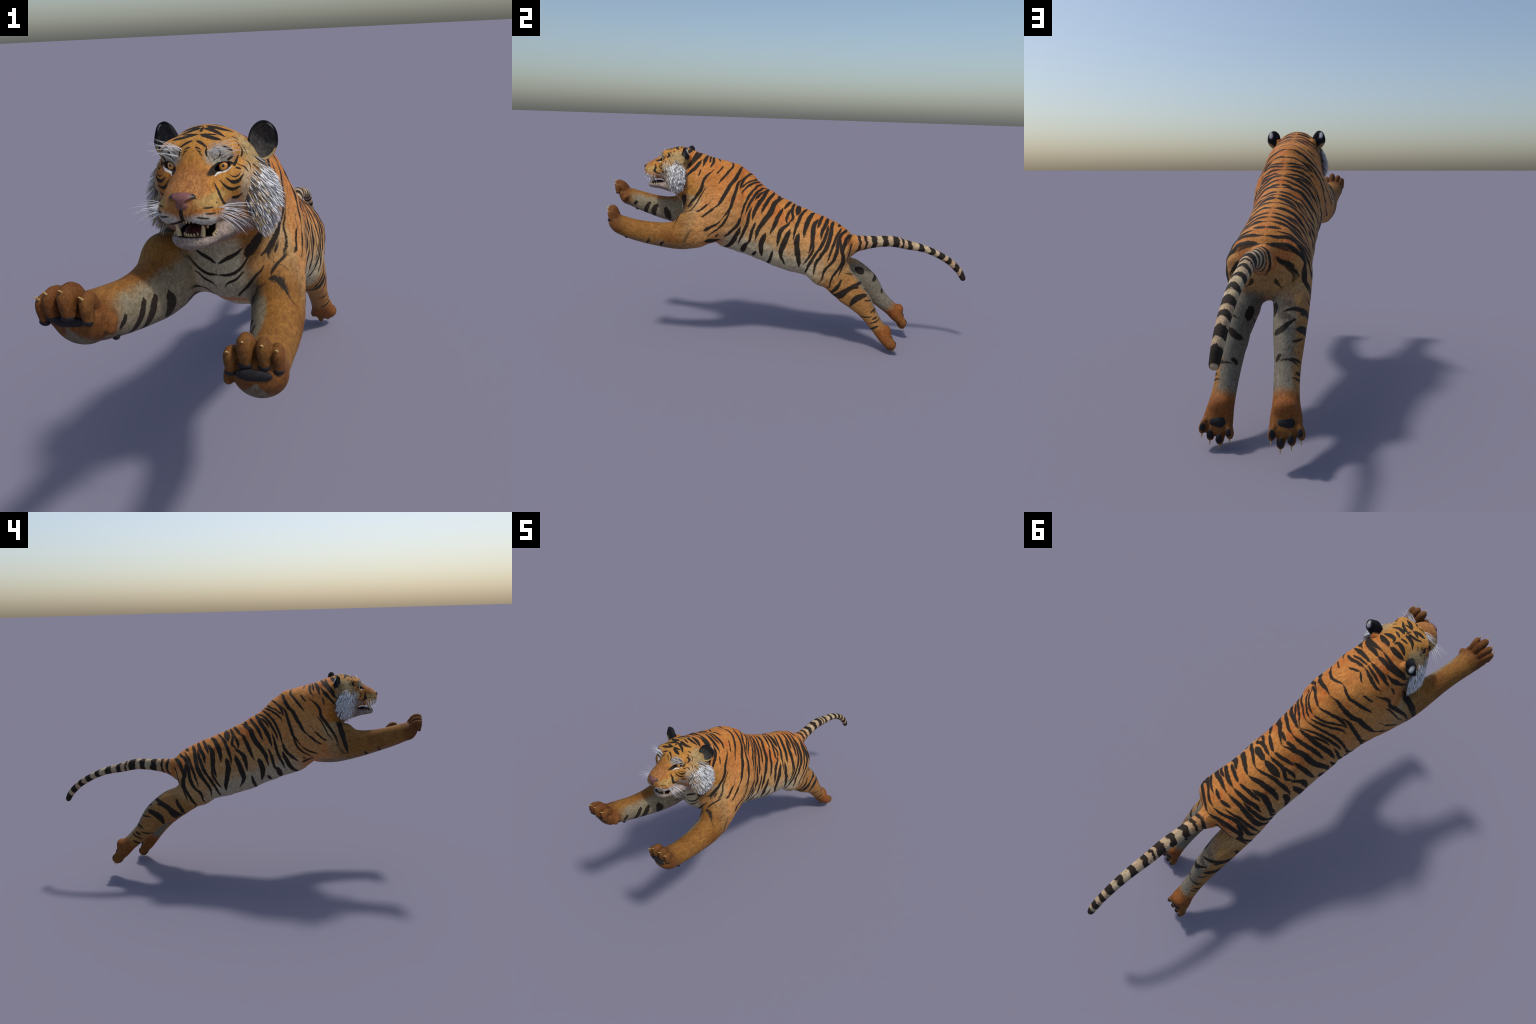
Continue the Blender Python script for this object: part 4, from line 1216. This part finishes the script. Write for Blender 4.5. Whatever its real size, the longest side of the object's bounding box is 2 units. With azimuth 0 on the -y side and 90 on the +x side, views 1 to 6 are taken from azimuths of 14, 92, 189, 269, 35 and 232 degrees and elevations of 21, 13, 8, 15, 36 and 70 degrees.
def blade(root, direction, normal, length, width, droop):
    """A tapered, slightly folded tuft of hair."""
    d, n = unit(direction), unit(normal)
    side = unit(np.cross(d, n))
    v, f = [], []
    steps = 5
    for i in range(steps):
        t = i / (steps - 1)
        p = root + d * length * t + np.array((0, 0.15, -1.0)) * droop * t * t
        w = width * (0.55 + 1.1 * t) * (1 - t ** 2.2) ** 0.8 + 0.0002
        v += [p + side * w, p + n * w * 0.32, p - side * w, p - n * w * 0.25]
    for i in range(steps - 1):
        for k in range(4):
            a, b = 4 * i + k, 4 * i + (k + 1) % 4
            f.append((a, b, b + 4, a + 4))
    f.append((3, 2, 1, 0))
    e = 4 * (steps - 1)
    f.append((e, e + 1, e + 2, e + 3))
    return v, f


def inside_ruff(y, z):
    # outline of the ruff from the side: tall oval, leaning back
    q = ((y + 0.592 + (z - 0.94) * 0.10) / 0.054) ** 2 + ((z - 0.944) / 0.080) ** 2
    return q < 1


for s in (+1, -1):
    pieces = []
    r = np.random.default_rng(11 if s > 0 else 12)
    tries = 0
    while len(pieces) < 1000 and tries < 6000:
        tries += 1
        y, z = r.uniform(-0.660, -0.525), r.uniform(0.850, 1.03)
        if not inside_ruff(y, z):
            continue
        hit = on_skin((0.3 * s, y - 0.03, z), (-s, 0.12, 0))
        if hit is None:
            continue
        p, n = hit
        high = (z - 0.93) / 0.09
        back = (y + 0.60) / 0.05
        flow = np.array((0.34 * s, 0.30 + 0.35 * max(0, high) + 0.15 * back, -1.0)) + n * 0.50 + r.normal(0, 0.13, 3)
        flow = flow + n * max(0.0, 0.35 * back)
        short = 1 - 0.5 * np.clip(-back, 0, 1) - 0.35 * np.clip(high - 0.4, 0, 1)
        L = r.uniform(0.024, 0.042) * short * (1 - 0.30 * max(0.0, -high))
        pieces.append(blade(p - n * 0.002, flow, n, L, r.uniform(0.0013, 0.0030) * (0.6 + 0.4 * short), L * r.uniform(0.05, 0.25)))
    add_object("cheek_ruff", mesh_from("cheek_ruff", *joined(pieces)), obj["head"], RUFF, "stuff")


def hair_strand(root, direction, length, bend, radius, sides=5):
    d = unit(direction)
    pts = [np.array(root) + d * length * t + np.array(bend) * t * t for t in np.linspace(0, 1, 9)]
    return mesh_from("whisker", *tube(pts, [radius * (1 - 0.85 * t) for t in np.linspace(0, 1, 9)], sides))


for s in (+1, -1):
    r = np.random.default_rng(21 if s > 0 else 22)
    for row in range(4):
        for k in range(6):
            y = -0.744 + 0.0060 * k + r.normal(0, 0.001)
            z = 0.949 - 0.0060 * row - 0.0006 * k
            hit = on_skin((0.2 * s, y, z), (-s, 0, 0))
            if hit is None:
                continue
            d = np.array((1.0 * s, -0.30 + 0.11 * k, 0.12 - 0.12 * row)) + r.normal(0, 0.07, 3)
            L = r.uniform(0.055, 0.085) * (1 - 0.10 * row)
            add_object("whisker", hair_strand(hit[0], d, L, (-0.004 * s, 0.010, -r.uniform(0.012, 0.030)), 0.00060), obj["head"], WHISKER)
    for k in range(20):
        y, x = -0.668 + r.uniform(-0.010, 0.012), (0.038 + r.uniform(-0.014, 0.016)) * s
        hit = on_skin((x, y - 0.05, 1.10), (0, 0.55, -0.83))
        if hit is None:
            continue
        d = np.array((0.85 * s, -0.10, 0.62)) + r.normal(0, 0.14, 3)
        add_object("brow_hair", hair_strand(hit[0], d, r.uniform(0.040, 0.062), (0.006 * s, 0.004, -r.uniform(0.010, 0.026)), 0.00052), obj["head"], WHISKER)
print("built in", round(time.time() - T0, 1))
